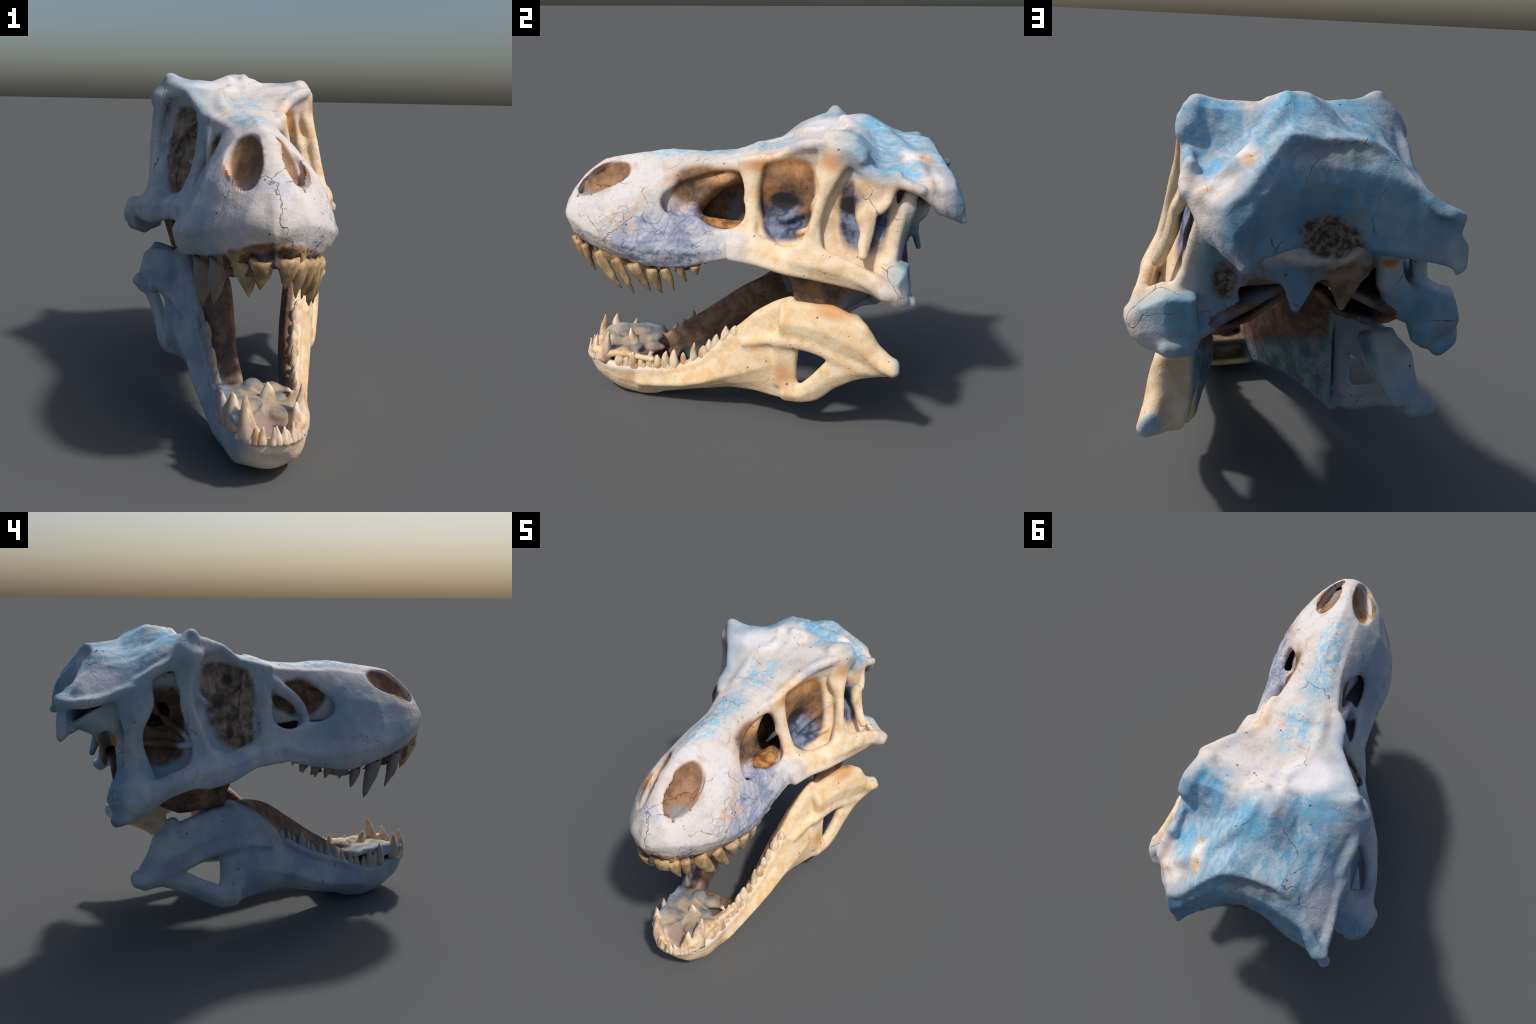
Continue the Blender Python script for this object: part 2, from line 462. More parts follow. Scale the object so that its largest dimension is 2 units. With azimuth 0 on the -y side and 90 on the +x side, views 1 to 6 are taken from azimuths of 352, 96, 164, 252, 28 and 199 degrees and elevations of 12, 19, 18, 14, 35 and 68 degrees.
def build_occiput(F):
    c = (0, .70, 1.2)
    # the back plate, swept into two wings
    sheet(F, "occiput", [
        [(.372, .828, 1.215), (.312, .930, 1.248), (.238, .912, 1.308), (.12, .808, 1.428), (-.01, .784, 1.412), (-.15, .808, 1.408), (-.255, .845, 1.330), (-.335, .952, 1.225)],
        [(.366, .868, 1.180), (.305, .975, 1.190), (.235, .960, 1.240), (.125, .868, 1.345), (-.005, .846, 1.345), (-.14, .868, 1.335), (-.265, .905, 1.295), (-.378, .985, 1.215)],
        [(.358, .872, 1.150), (.290, .985, 1.130), (.225, .955, 1.165), (.120, .888, 1.235), (-.005, .876, 1.240), (-.13, .893, 1.230), (-.265, .935, 1.185), (-.392, .990, 1.140)],
        [(.345, .880, 1.135), (.270, .992, 1.090), (.205, .930, 1.115), (.115, .890, 1.130), (-.005, .872, 1.120), (-.13, .890, 1.120), (-.260, .935, 1.100), (-.398, .990, 1.070)],
    ], .017, (2, 2), ref=c, k=.015)
    # wall under the right rear corner, from the wing down to the quadrate
    sheet(F, "occiput", [[(-.33, .76, 1.20), (-.34, .86, 1.14), (-.34, .925, 1.105)], [(-.33, .74, 1.10), (-.31, .82, 1.065), (-.27, .89, 1.085)], [(-.30, .73, 1.05), (-.27, .79, 1.04), (-.20, .86, 1.07)]], .014, (2, 2), k=.03)
    # lower edge of the wings, with pointed tips
    strut(F, "occiput", [(.30, .925, 1.135, .018), (.275, .965, 1.115, .014), (.268, .992, 1.092, .006)])
    strut(F, "occiput", [(.268, .985, 1.097, .008), (.20, .925, 1.115, .014), (.12, .875, 1.125, .02)])
    strut(F, "occiput", [(-.385, .97, 1.13, .016), (-.392, .985, 1.07, .014), (-.386, .982, 1.042, .006)])
    strut(F, "occiput", [(-.355, .975, 1.235, .014), (-.372, .978, 1.222, .012), (-.385, .975, 1.12, .014)])
    strut(F, "occiput", [(-.365, .925, 1.09, .014), (-.30, .925, 1.095, .015), (-.15, .88, 1.11, .02)])
    carve(F, (-.418, .98, 1.185), (.026, .05, .036), k=.02)
    # squamosal hooks at the back corners
    strut(F, "squamosal", [(.385, .66, 1.305, .02), (.398, .72, 1.275, .02), (.405, .775, 1.262, .012), (.411, .783, 1.262, .005)])
    strut(F, "squamosal", [(.39, .77, 1.25, .018), (.365, .84, 1.19, .018), (.345, .87, 1.155, .016)])
    strut(F, "squamosal", [(-.36, .60, 1.29, .022), (-.372, .70, 1.245, .022), (-.375, .80, 1.215, .024), (-.375, .90, 1.205, .026), (-.375, .96, 1.205, .022)])
    # brain case: a solid core between the ears, with a rim round the spinal opening
    fill(F, "brain_case", (-.01, .58, 1.20), (.115, .22, .18))
    fill(F, "occiput", (-.015, .80, 1.11), (.13, .065, .11))
    fill(F, "brain_case", (-.015, .46, 1.20), (.075, .22, .15))
    sheet(F, "brain_case", [[(.16, .79, 1.13), (.13, .76, .99)], [(0, .81, 1.16), (0, .785, 1.0)], [(-.17, .79, 1.12), (-.17, .765, .99)]], .028, (2, 2))
    carve(F, (-.03, .905, 1.140), (.050, .075, .045), k=.03)
    carve(F, (-.02, .920, 1.130), (.105, .052, .090), k=.02, name="spinal_opening")
    # knobs hanging under the brain case
    bar(F, "brain_case", [(.115, .775, 1.02), (.10, .80, .95), (.070, .815, .890)], [(-.03, .775, 1.0), (.00, .79, .95), (.056, .812, .887)], .016)
    bar(F, "brain_case", [(-.04, .775, 1.02), (-.06, .775, .94), (-.095, .770, .870)], [(-.19, .775, 1.03), (-.16, .775, .94), (-.118, .768, .866)], .016)
    # struts from the brain case out to the quadrates
    bar(F, "brain_case", [(.08, .76, 1.12), (.22, .73, 1.12), (.33, .75, 1.18)], [(.08, .76, .96), (.20, .70, .93), (.30, .70, 1.02)], .022)
    bar(F, "brain_case", [(-.10, .77, 1.12), (-.22, .75, 1.12), (-.33, .77, 1.16)], [(-.10, .76, 1.00), (-.20, .72, .97), (-.32, .73, 1.04)], .022)


def corner(F, st, r=.012):
    """Angular, chipped jaw-joint block: polygons stacked from outside inwards."""
    rows = []
    for x, poly in st:
        c = np.mean(poly, 0)
        n = 5
        P = [poly[int(i * len(poly) / n)] for i in range(n)] if len(poly) != n else poly
        rows.append([(x, c[0] + (q[0] - c[0]) * .86, c[1] + (q[1] - c[1]) * .86) for q in P])
    for row in (rows[0], rows[-1]):
        F.stamp(np.array(row), np.full(len(row), r), [(0, i, i + 1) for i in range(1, len(row) - 1)], "quadrate", .02)
    sheet(F, "quadrate", rows, r, (1, 1), closed=True, k=.02)


def build_sides(F):
    # --- bar between the window and the eye socket
    cl, cr = (.0, .1, 1.1), (-.02, .1, 1.1)
    bar(F, "eye_bar", [(.155, -.075, 1.315), (.170, -.060, 1.25), (.205, -.025, 1.11), (.215, -.035, 1.00), (.235, -.06, .94)],
        [(.172, .075, 1.330), (.172, .060, 1.28), (.195, .048, 1.16), (.235, .075, 1.01), (.300, .150, .93)], .024, 3, cl, bulge=.008)
    bar(F, "eye_bar", [(-.165, -.08, 1.31), (-.180, -.060, 1.24), (-.205, -.055, 1.12), (-.225, -.06, 1.02), (-.25, -.08, .94)],
        [(-.210, .105, 1.345), (-.212, .065, 1.28), (-.225, .030, 1.16), (-.250, .050, 1.02), (-.315, .13, .93)], .024, 3, cr, bulge=.012)
    # --- cheek bars
    bar(F, "cheek_bone", [(.235, -.10, .985), (.262, .03, .985), (.318, .165, .952), (.395, .24, .985), (.455, .365, .970), (.495, .485, .936), (.540, .60, .885), (.570, .665, .845)],
        [(.335, -.085, .872), (.362, .03, .862), (.415, .183, .845), (.455, .33, .838), (.492, .486, .826), (.500, .58, .806), (.500, .66, .765), (.495, .705, .745)], .026, 3, (.2, .3, .85), bulge=.016, sink=0.05)
    bar(F, "cheek_bone", [(-.250, -.10, .985), (-.285, .05, .985), (-.365, .215, .950), (-.420, .30, .965), (-.455, .39, .930), (-.485, .465, .900), (-.520, .58, .872), (-.545, .66, .86)],
        [(-.310, -.07, .858), (-.360, .07, .852), (-.435, .20, .815), (-.488, .335, .798), (-.505, .42, .810), (-.530, .57, .780), (-.520, .66, .71), (-.500, .72, .68)], .027, 3, (-.2, .3, .85), bulge=.016, sink=.3)
    # --- bar behind the eye socket
    bar(F, "temple_bar", [(.330, .315, 1.405), (.322, .297, 1.31), (.352, .312, 1.22), (.385, .270, 1.07), (.395, .232, .99), (.40, .19, .92)],
        [(.385, .490, 1.395), (.386, .430, 1.34), (.396, .372, 1.21), (.418, .342, 1.08), (.450, .355, .975), (.50, .45, .92)], .025, 3, (.1, .45, 1.15), bulge=.012)
    bar(F, "temple_bar", [(-.370, .325, 1.40), (-.385, .352, 1.36), (-.400, .388, 1.235), (-.412, .364, 1.142), (-.395, .295, .970), (-.38, .22, .92)],
        [(-.405, .470, 1.395), (-.400, .470, 1.30), (-.402, .458, 1.260), (-.412, .456, 1.17), (-.440, .400, 1.00), (-.48, .43, .90)], .026, 3, (-.1, .45, 1.15), bulge=.015)
    # walls close behind the eye sockets and temple openings
    sheet(F, "eye_socket", [
        [(.18, .10, 1.34), (.230, .20, 1.385), (.280, .28, 1.400), (.350, .38, 1.40)],
        [(.150, .06, 1.28), (.200, .19, 1.315), (.250, .28, 1.330), (.345, .39, 1.34)],
        [(.165, .05, 1.20), (.190, .16, 1.215), (.240, .27, 1.230), (.350, .375, 1.25)],
        [(.170, .04, 1.13), (.165, .17, 1.12), (.228, .27, 1.130), (.360, .345, 1.15)],
        [(.190, .05, 1.05), (.195, .18, 1.03), (.255, .26, 1.040), (.375, .31, 1.06)],
        [(.235, .06, .94), (.290, .18, .925), (.345, .24, .93), (.390, .30, .95)],
    ], .012, (2, 2), k=.015)
    sheet(F, "eye_socket", [
        [(-.21, .12, 1.35), (-.235, .19, 1.40), (-.285, .28, 1.415), (-.34, .37, 1.41)],
        [(-.185, .07, 1.28), (-.205, .17, 1.32), (-.25, .27, 1.345), (-.350, .42, 1.35)],
        [(-.190, .04, 1.21), (-.225, .16, 1.23), (-.268, .26, 1.245), (-.358, .425, 1.26)],
        [(-.205, .03, 1.14), (-.260, .15, 1.15), (-.295, .25, 1.160), (-.368, .41, 1.17)],
        [(-.225, .04, 1.06), (-.280, .15, 1.065), (-.305, .23, 1.065), (-.372, .36, 1.08)],
        [(-.265, .06, .945), (-.320, .17, .925), (-.355, .24, .925), (-.385, .33, .94)],
    ], .012, (2, 2), k=.015)
    sheet(F, "eye_socket", [
        [(.335, .41, 1.36), (.335, .53, 1.31), (.350, .66, 1.27)],
        [(.340, .40, 1.26), (.330, .50, 1.24), (.345, .66, 1.20)],
        [(.350, .36, 1.15), (.335, .47, 1.13), (.355, .67, 1.10)],
        [(.370, .33, 1.05), (.365, .48, 1.02), (.375, .67, .99)],
        [(.395, .34, .96), (.400, .48, .93), (.405, .67, .90)],
        [(.430, .39, .89), (.435, .52, .855), (.43, .68, .83)],
    ], .013, (2, 2), k=.015)
    sheet(F, "eye_socket", [
        [(-.345, .42, 1.34), (-.335, .53, 1.30), (-.345, .64, 1.25)],
        [(-.335, .40, 1.23), (-.305, .52, 1.21), (-.340, .65, 1.17)],
        [(-.340, .39, 1.13), (-.265, .50, 1.10), (-.325, .67, 1.08)],
        [(-.355, .37, 1.03), (-.300, .50, 1.01), (-.330, .67, 1.00)],
        [(-.390, .36, .95), (-.345, .49, .93), (-.360, .66, .91)],
        [(-.430, .41, .875), (-.420, .53, .85), (-.42, .66, .83)],
    ], .013, (2, 2), k=.015)
    strut(F, "brow", [(.368, .48, 1.355, .018), (.366, .56, 1.295, .016), (.376, .68, 1.280, .016)], k=.03)
    strut(F, "brow", [(-.385, .45, 1.375, .024), (-.378, .54, 1.345, .024), (-.362, .63, 1.29, .020)], k=.03)
    strut(F, "eye_socket", [(.19, .06, 1.04, .014), (.215, .17, 1.06, .020), (.27, .27, 1.12, .020), (.335, .34, 1.20, .014)], k=.03)
    strut(F, "eye_socket", [(.215, .12, .99, .016), (.27, .20, 1.00, .018), (.34, .27, 1.04, .012)], k=.03)
    strut(F, "eye_socket", [(-.245, .06, 1.12, .014), (-.29, .17, 1.11, .018), (-.345, .29, 1.12, .014)], k=.03)
    strut(F, "eye_socket", [(-.23, .10, 1.24, .014), (-.27, .19, 1.22, .014), (-.31, .28, 1.17, .014), (-.35, .34, 1.20, .012)], k=.03)
    strut(F, "eye_socket", [(.345, .37, 1.12, .012), (.350, .50, 1.06, .018), (.375, .62, 1.00, .014)], k=.03)
    strut(F, "eye_socket", [(-.36, .60, 1.20, .02), (-.31, .53, 1.13, .024), (-.33, .46, 1.07, .02), (-.38, .40, 1.02, .014)], k=.03)
    strut(F, "eye_socket", [(-.36, .62, 1.01, .016), (-.335, .52, 1.00, .022), (-.39, .42, .99, .016)], k=.03)
    carve(F, (-.275, .545, 1.135), (.055, .065, .045), frame((0, .5, .8), (1, 0, 0)), k=.02)
    # --- left temple: hanging squamosal prong, free at its tip
    bar(F, "squamosal", [(.350, .465, 1.335), (.362, .475, 1.27), (.368, .470, 1.20), (.392, .480, 1.13), (.415, .505, 1.06), (.440, .495, 1.01), (.462, .500, .965)],
        [(.382, .690, 1.315), (.376, .665, 1.28), (.392, .625, 1.215), (.415, .588, 1.165), (.425, .580, 1.09), (.445, .568, 1.02), (.466, .558, .968)], .020, 3, (.15, .55, 1.1), bulge=.012)
    strut(F, "squamosal", [(.37, .66, 1.29, .02), (.395, .63, 1.20, .02), (.405, .60, 1.165, .02)])
    # left quadrate: column from the squamosal down to the jaw joint
    bar(F, "quadrate", [(.355, .715, 1.235), (.385, .690, 1.10), (.410, .670, .975), (.450, .640, .90), (.52, .63, .85), (.53, .66, .80)],
        [(.300, .755, 1.20), (.250, .730, 1.05), (.220, .715, .92), (.240, .715, .84), (.32, .735, .79), (.39, .745, .755)], .030, 3, (.2, .5, .95), bulge=.012)
    bar(F, "quadrate", [(.575, .645, .84), (.560, .70, .80), (.50, .735, .765), (.40, .75, .755)],
        [(.510, .67, .76), (.49, .715, .735), (.455, .738, .73), (.39, .745, .73)], .028, 3, (.42, .62, .82))
    corner(F, [(.566, [(.615, .835), (.645, .825), (.640, .812), (.618, .815)]),
               (.530, [(.570, .880), (.680, .860), (.705, .800), (.672, .765), (.600, .800)]),
               (.455, [(.610, .935), (.720, .910), (.742, .800), (.735, .735), (.660, .755)]),
               (.370, [(.650, .930), (.735, .910), (.745, .800), (.740, .740), (.680, .765)])])
    # right quadrate and its broad cheek column
    bar(F, "quadrate", [(-.385, .565, 1.275), (-.392, .56, 1.19), (-.415, .612, 1.09), (-.430, .616, 1.01), (-.455, .585, .90), (-.49, .57, .85)],
        [(-.365, .745, 1.230), (-.372, .735, 1.16), (-.385, .715, 1.07), (-.405, .725, .98), (-.425, .720, .88), (-.46, .755, .78)], .024, 3, (-.1, .62, 1.0), bulge=.02)
    bar(F, "quadrate", [(-.350, .735, 1.20), (-.330, .725, 1.05), (-.360, .725, .92), (-.47, .745, .82)],
        [(-.28, .745, 1.15), (-.245, .725, 1.02), (-.25, .715, .91), (-.33, .725, .80)], .026, 3, (-.25, .55, .95))
    bar(F, "quadrate", [(-.555, .64, .86), (-.585, .64, .80), (-.560, .72, .745), (-.50, .765, .73)],
        [(-.510, .80, .83), (-.500, .785, .76), (-.475, .755, .69), (-.455, .745, .672)], .030, 3, (-.40, .68, .80))
    bar(F, "quadrate", [(-.45, .77, .86), (-.50, .80, .80), (-.45, .765, .72)], [(-.35, .74, .80), (-.38, .745, .74), (-.41, .745, .70)], .026, 3, (-.40, .65, .80))
    corner(F, [(-.566, [(.670, .785), (.705, .785), (.710, .765), (.675, .755)]),
               (-.530, [(.590, .860), (.730, .850), (.790, .790), (.745, .705), (.640, .740)]),
               (-.460, [(.620, .900), (.740, .890), (.770, .800), (.752, .676), (.670, .710)]),
               (-.400, [(.660, .920), (.735, .910), (.745, .800), (.742, .700), (.690, .740)])])
    carve(F, (.275, .765, .955), (.050, .035, .080), k=.02, name="ear_hollow")
    carve(F, (-.285, .770, 1.03), (.050, .035, .055), k=.02, name="ear_hollow")
    # recessed shelf under the right upper temple
    sheet(F, "squamosal", [[(-.36, .50, 1.36), (-.36, .70, 1.24)], [(-.30, .52, 1.30), (-.33, .69, 1.20)], [(-.33, .56, 1.20), (-.37, .66, 1.13)]], .014, (2, 2))
    # slender post inside the right eye socket
    strut(F, "eye_bar", [(-.205, .085, 1.315, .012), (-.261, .111, 1.26, .014), (-.335, .150, 1.143, .012), (-.330, .140, 1.06, .012), (-.315, .115, .99, .016)])


def build_palate(F):
    # roof of the mouth and the wings that drop from it
    for s in (1, -1):
        sheet(F, "palate", [
            [(s * .25, -.05, .89), (s * .02, -.05, .93)], [(s * .28, .20, .87), (s * .03, .22, .90)],
            [(s * .35, .42, .83), (s * .05, .42, .90)], [(s * .37, .60, .82), (s * .05, .62, .93)], [(s * .30, .74, .82), (s * .05, .74, .95)]], .014, (3, 3), k=.03)
        sheet(F, "palate", [[(s * .13, .10, .90), (s * .16, .20, .89), (s * .21, .32, .87)],
                            [(s * .12, .14, .76), (s * .15, .22, .74), (s * .20, .31, .73)],
                            [(s * .12, .18, .66), (s * .15, .24, .63), (s * .20, .29, .63)]], .018, (3, 3), k=.03)
        o = (.33, .37, .38) if s > 0 else (.325, .350, .345)
        # ectopterygoid post down to the jaw
        strut(F, "palate", [(s * .38, .26, .87, .026), (s * .33, .27, .82, .020), (s * .30, .275, .74, .018), (s * .295, .27, .69, .020)])
        sheet(F, "palate", [[(s * .35, .14, .88), (s * .37, .34, .86), (s * .38, .54, .84), (s * .37, .70, .81)],
                            [(s * o[0], .21, .79), (s * o[1], .34, .765), (s * o[2], .50, .755), (s * o[0], .66, .76)],
                            [(s * (o[0] - .03), .23, .675), (s * (o[1] - .035), .34, .670), (s * (o[2] - .02), .45, .665), (s * (o[0] - .03), .56, .71)]], .014, (2, 2), k=.03)
        sheet(F, "palate", [[(s * .29, .34, .715), (s * .30, .46, .715), (s * .28, .58, .73)], [(s * .18, .34, .76), (s * .18, .48, .75), (s * .16, .62, .78)], [(s * .08, .34, .86), (s * .08, .5, .86), (s * .06, .66, .88)]], .014, (2, 2), k=.03)
    # middle keel and brain-stem struts seen through the sockets
    strut(F, "palate", [(-.01, .05, 1.02, .02), (-.01, .30, 1.02, .03), (-.01, .55, 1.04, .04)])
    sheet(F, "palate", [[(-.02, -.48, 1.27), (-.02, -.48, .93)], [(-.01, -.25, 1.27), (-.01, -.25, .94)], [(-.01, -.05, 1.29), (-.01, -.05, .95)], [(-.01, .18, 1.32), (-.01, .18, .92)], [(-.01, .42, 1.3), (-.01, .42, .92)]], .014, (2, 2), k=.03)
    for s in (1, -1):
        strut(F, "palate", [(s * .235, .10, .93, .018), (s * .19, .24, .98, .02), (s * .13, .38, 1.03, .022), (s * .06, .50, 1.08, .03)])
        strut(F, "palate", [(s * .25, .30, 1.08, .016), (s * .18, .42, 1.10, .02), (s * .08, .52, 1.12, .03)])


build_snout(U)
build_roof(U)
build_occiput(U)
build_sides(U)
build_palate(U)

# ----------------------------------------------------------------------------
# LOWER JAW
# ----------------------------------------------------------------------------
J = Field((-0.62, -1.02, -0.03), (0.62, 0.80, 0.78))


def ramus(F, s, st, r=.018):
    """Closed loft through outer top, outer middle, outer bottom, inner bottom,
    inner middle, inner top, each pulled in by the bone radius."""
    rows = []
    for (y, xt, zt, xm, zm, xb, zb, xi, zi, xe, ze) in st:
        ib = xb - min(.07, .45 * (xb - xi) + .02)
        rows.append([(s * (xt - r), y, zt - r), (s * (xm - r), y, zm), (s * (xb - r * .6), y, zb + r),
                     (s * (ib + r * .6), y, zb + r + .012), (s * (xi + r), y, zi), (s * (xe + r * .5), y, ze - r)])
    sheet(F, "lower_jaw", rows, r, (3, 2), closed=True, k=.02)


#    y,  outer top x z, outer middle x z, bottom x z, inner middle x z, inner top x z
LEFT = [
    (-.62, .168, .188, .198, .11, .135, .020, .080, .12, .090, .200),
    (-.50, .185, .198, .218, .12, .152, .040, .095, .14, .120, .215),
    (-.37, .196, .228, .244, .14, .178, .072, .115, .18, .145, .245),
    (-.25, .212, .292, .272, .18, .210, .106, .122, .23, .158, .312),
    (-.13, .245, .422, .300, .24, .240, .138, .142, .31, .178, .430),
    (-.05, .272, .492, .322, .27, .268, .150, .158, .37, .198, .500),
    (.03, .290, .572, .342, .31, .295, .155, .178, .43, .220, .575),
    (.12, .306, .640, .350, .34, .325, .150, .202, .48, .240, .634),
    (.205, .325, .676, .360, .36, .350, .146, .245, .48, .268, .672),
]
RIGHT = [
    (-.62, .168, .188, .198, .11, .135, .025, .070, .14, .080, .225),
    (-.50, .185, .222, .218, .13, .152, .045, .060, .17, .068, .295),
    (-.40, .196, .268, .236, .15, .174, .068, .070, .22, .080, .365),
    (-.29, .206, .315, .262, .19, .200, .105, .070, .28, .080, .435),
    (-.14, .228, .410, .292, .26, .232, .152, .072, .38, .078, .545),
    (-.05, .250, .505, .315, .29, .262, .165, .075, .45, .080, .605),
    (.06, .280, .605, .342, .33, .298, .165, .110, .47, .120, .640),
    (.14, .305, .645, .350, .35, .325, .155, .180, .47, .195, .655),
    (.205, .325, .678, .360, .36, .345, .144, .265, .46, .285, .676),
]
for s, st in ((1, LEFT), (-1, RIGHT)):
    ramus(J, s, st)
    # upper bar: runs on to the joint, bulging over the window
    top = [(.325, .18, .676), (.338, .24, .686), (.374, .335, .690), (.398, .40, .698), (.436, .49, .668), (.460, .545, .640), (.475, .60, .555), (.498, .655, .512), (.514, .692, .480)]
    if s < 0:
        top = [(.325, .18, .672), (.340, .25, .672), (.358, .30, .666), (.402, .42, .648), (.445, .53, .622), (.462, .582, .602), (.470, .615, .500), (.488, .65, .468), (.506, .688, .450)]
    low = [(.365, .18, .470), (.380, .25, .470), (.400, .32, .468), (.415, .385, .440), (.438, .46, .420), (.460, .54, .405), (.480, .60, .390), (.495, .65, .380), (.505, .690, .395)]
    if s < 0:
        low = [(z[0], z[1] + .02 - .03 * max(0, z[1] - .5) / .2, z[2] - .035) for z in low]
    bar(J, "lower_jaw", [(s * a, b, c) for a, b, c in top], [(s * a, b, c) for a, b, c in low], .034, 3, (s * .1, .3, .5), bulge=.022, sink=.3)
    # lower bar under the window
    top = [(.365, .18, .26), (.388, .26, .268), (.412, .33, .340), (.428, .395, .425), (.452, .50, .450), (.480, .62, .460)]
    low = [(.362, .18, .146), (.383, .25, .152), (.405, .335, .184), (.424, .41, .260), (.446, .50, .320), (.480, .65, .376)]
    if s < 0:
        low = [(.362, .18, .144), (.383, .25, .152), (.400, .36, .210), (.427, .464, .278), (.458, .578, .335), (.483, .65, .336)]
        top = [(.365, .18, .27), (.388, .25, .278), (.405, .36, .335), (.425, .43, .390), (.450, .50, .420), (.480, .62, .430)]
    bar(J, "lower_jaw", [(s * a, b, c) for a, b, c in top], [(s * a, b, c) for a, b, c in low], .030, 3, (s * .1, .3, .3), bulge=.010, sink=.4)
    # front pillar of the window, set back between the bars
    bar(J, "lower_jaw", [(s * .350, .12, .48), (s * .350, .12, .36), (s * .350, .12, .25)], [(s * .366, .25 + .015 * (s < 0), .48), (s * .364, .238 + .018 * (s < 0), .36), (s * .370, .24 + .02 * (s < 0), .25)], .026, 2, (s * .1, .2, .35))
    # rear rim of the joint, turned inwards
    bar(J, "lower_jaw", [(s * .435, .52, .64), (s * .455, .59, .54), (s * .475, .65, .44)], [(s * .30, .47, .60), (s * .335, .55, .49), (s * .385, .635, .40)], .028, 3)
    strut(J, "lower_jaw", [(s * .300, -.03, .43, .010), (s * .338, .10, .468, .016), (s * .374, .22, .478, .022), (s * .404, .33, .462, .022), (s * .440, .46, .428, .018), (s * .475, .60, .405, .014)], k=.04)
# chin: a scoop that joins both sides
chin = []
for (y, hw, zg, hb, zb, zf) in [(-.905, .075, .225, .05, .150, .205), (-.85, .125, .205, .085, .090, .195), (-.74, .160, .195, .110, .030, .185),
                                (-.64, .172, .190, .115, .004, .180), (-.54, .182, .195, .120, .010, .185), (-.45, .190, .205, .120, .045, .20)]:
    r = .018
    chin.append([(hw - r, y, zg - r), (hw - r, y, (zg * .55 + zb * .45)), (hb, y, zb + r * 1.3), (0, y, zb + r), (-hb, y, zb + r * 1.3), (-hw + r, y, (zg * .55 + zb * .45)), (-hw + r, y, zg - r),
                 (-hw * .55, y, zf - r), (0, y, zf - r), (hw * .55, y, zf - r)])
sheet(J, "lower_jaw", chin, .018, (3, 2), closed=True, k=.02)
fill(J, "lower_jaw", (0, -.70, .10), (.11, .17, .075))
# raised tooth bed behind the front teeth, hollowed in the middle
sheet(J, "lower_jaw", [
    [(.120, -.850, .235), (.06, -.845, .205), (0, -.84, .200), (-.06, -.850, .220), (-.115, -.860, .285)],
    [(.128, -.790, .262), (.06, -.790, .250), (0, -.78, .245), (-.06, -.785, .270), (-.125, -.805, .305)],
    [(.132, -.720, .265), (.06, -.720, .268), (0, -.70, .285), (-.06, -.700, .290), (-.130, -.730, .305)],
    [(.140, -.640, .262), (.08, -.640, .240), (0, -.63, .270), (-.06, -.620, .285), (-.145, -.650, .300)],
    [(.155, -.540, .255), (.10, -.540, .205), (0, -.54, .210), (-.06, -.530, .265), (-.160, -.560, .290)]], .018, (3, 3), ref=(0, -.65, 0), k=.02)
for i in range(12):                                             # lumpy bone between the tooth roots
    x, y = NPR.uniform(-.13, .12), NPR.uniform(-.80, -.52)
    fill(J, "lower_jaw", (x, y, .250 + .02 * (x < 0) + .02 * NPR.rand()), (NPR.uniform(.02, .045), NPR.uniform(.02, .05), NPR.uniform(.010, .022)), k=.03)
strut(J, "lower_jaw", [(.075, -.895, .225, .024), (.105, -.865, .255, .026), (.125, -.80, .245, .024)])
strut(J, "lower_jaw", [(-.065, -.895, .235, .026), (-.105, -.865, .280, .026), (-.130, -.80, .270, .026), (-.15, -.72, .25, .022)])
# tooth rim
gum_l = [(.02, -.905, .205), (.085, -.885, .215), (.125, -.83, .205), (.150, -.74, .190), (.168, -.62, .192), (.182, -.48, .200), (.195, -.36, .235), (.212, -.26, .285), (.232, -.17, .370), (.248, -.10, .44)]
gum_r = [(-.02, -.905, .205), (-.085, -.890, .215), (-.130, -.80, .210), (-.162, -.66, .180), (-.180, -.53, .235), (-.192, -.42, .285), (-.208, -.31, .325), (-.228, -.22, .375), (-.245, -.14, .43)]
for g in (gum_l, gum_r):
    strut(J, "lower_jaw", [(x * .96, y, z - .012, .020) for x, y, z in g])
# joint knobs
strut(J, "lower_jaw", [(.462, .60, .450, .036), (.488, .655, .442, .034), (.510, .695, .470, .020)])
strut(J, "lower_jaw", [(-.462, .60, .420, .036), (-.485, .655, .395, .036), (-.505, .690, .430, .020)])


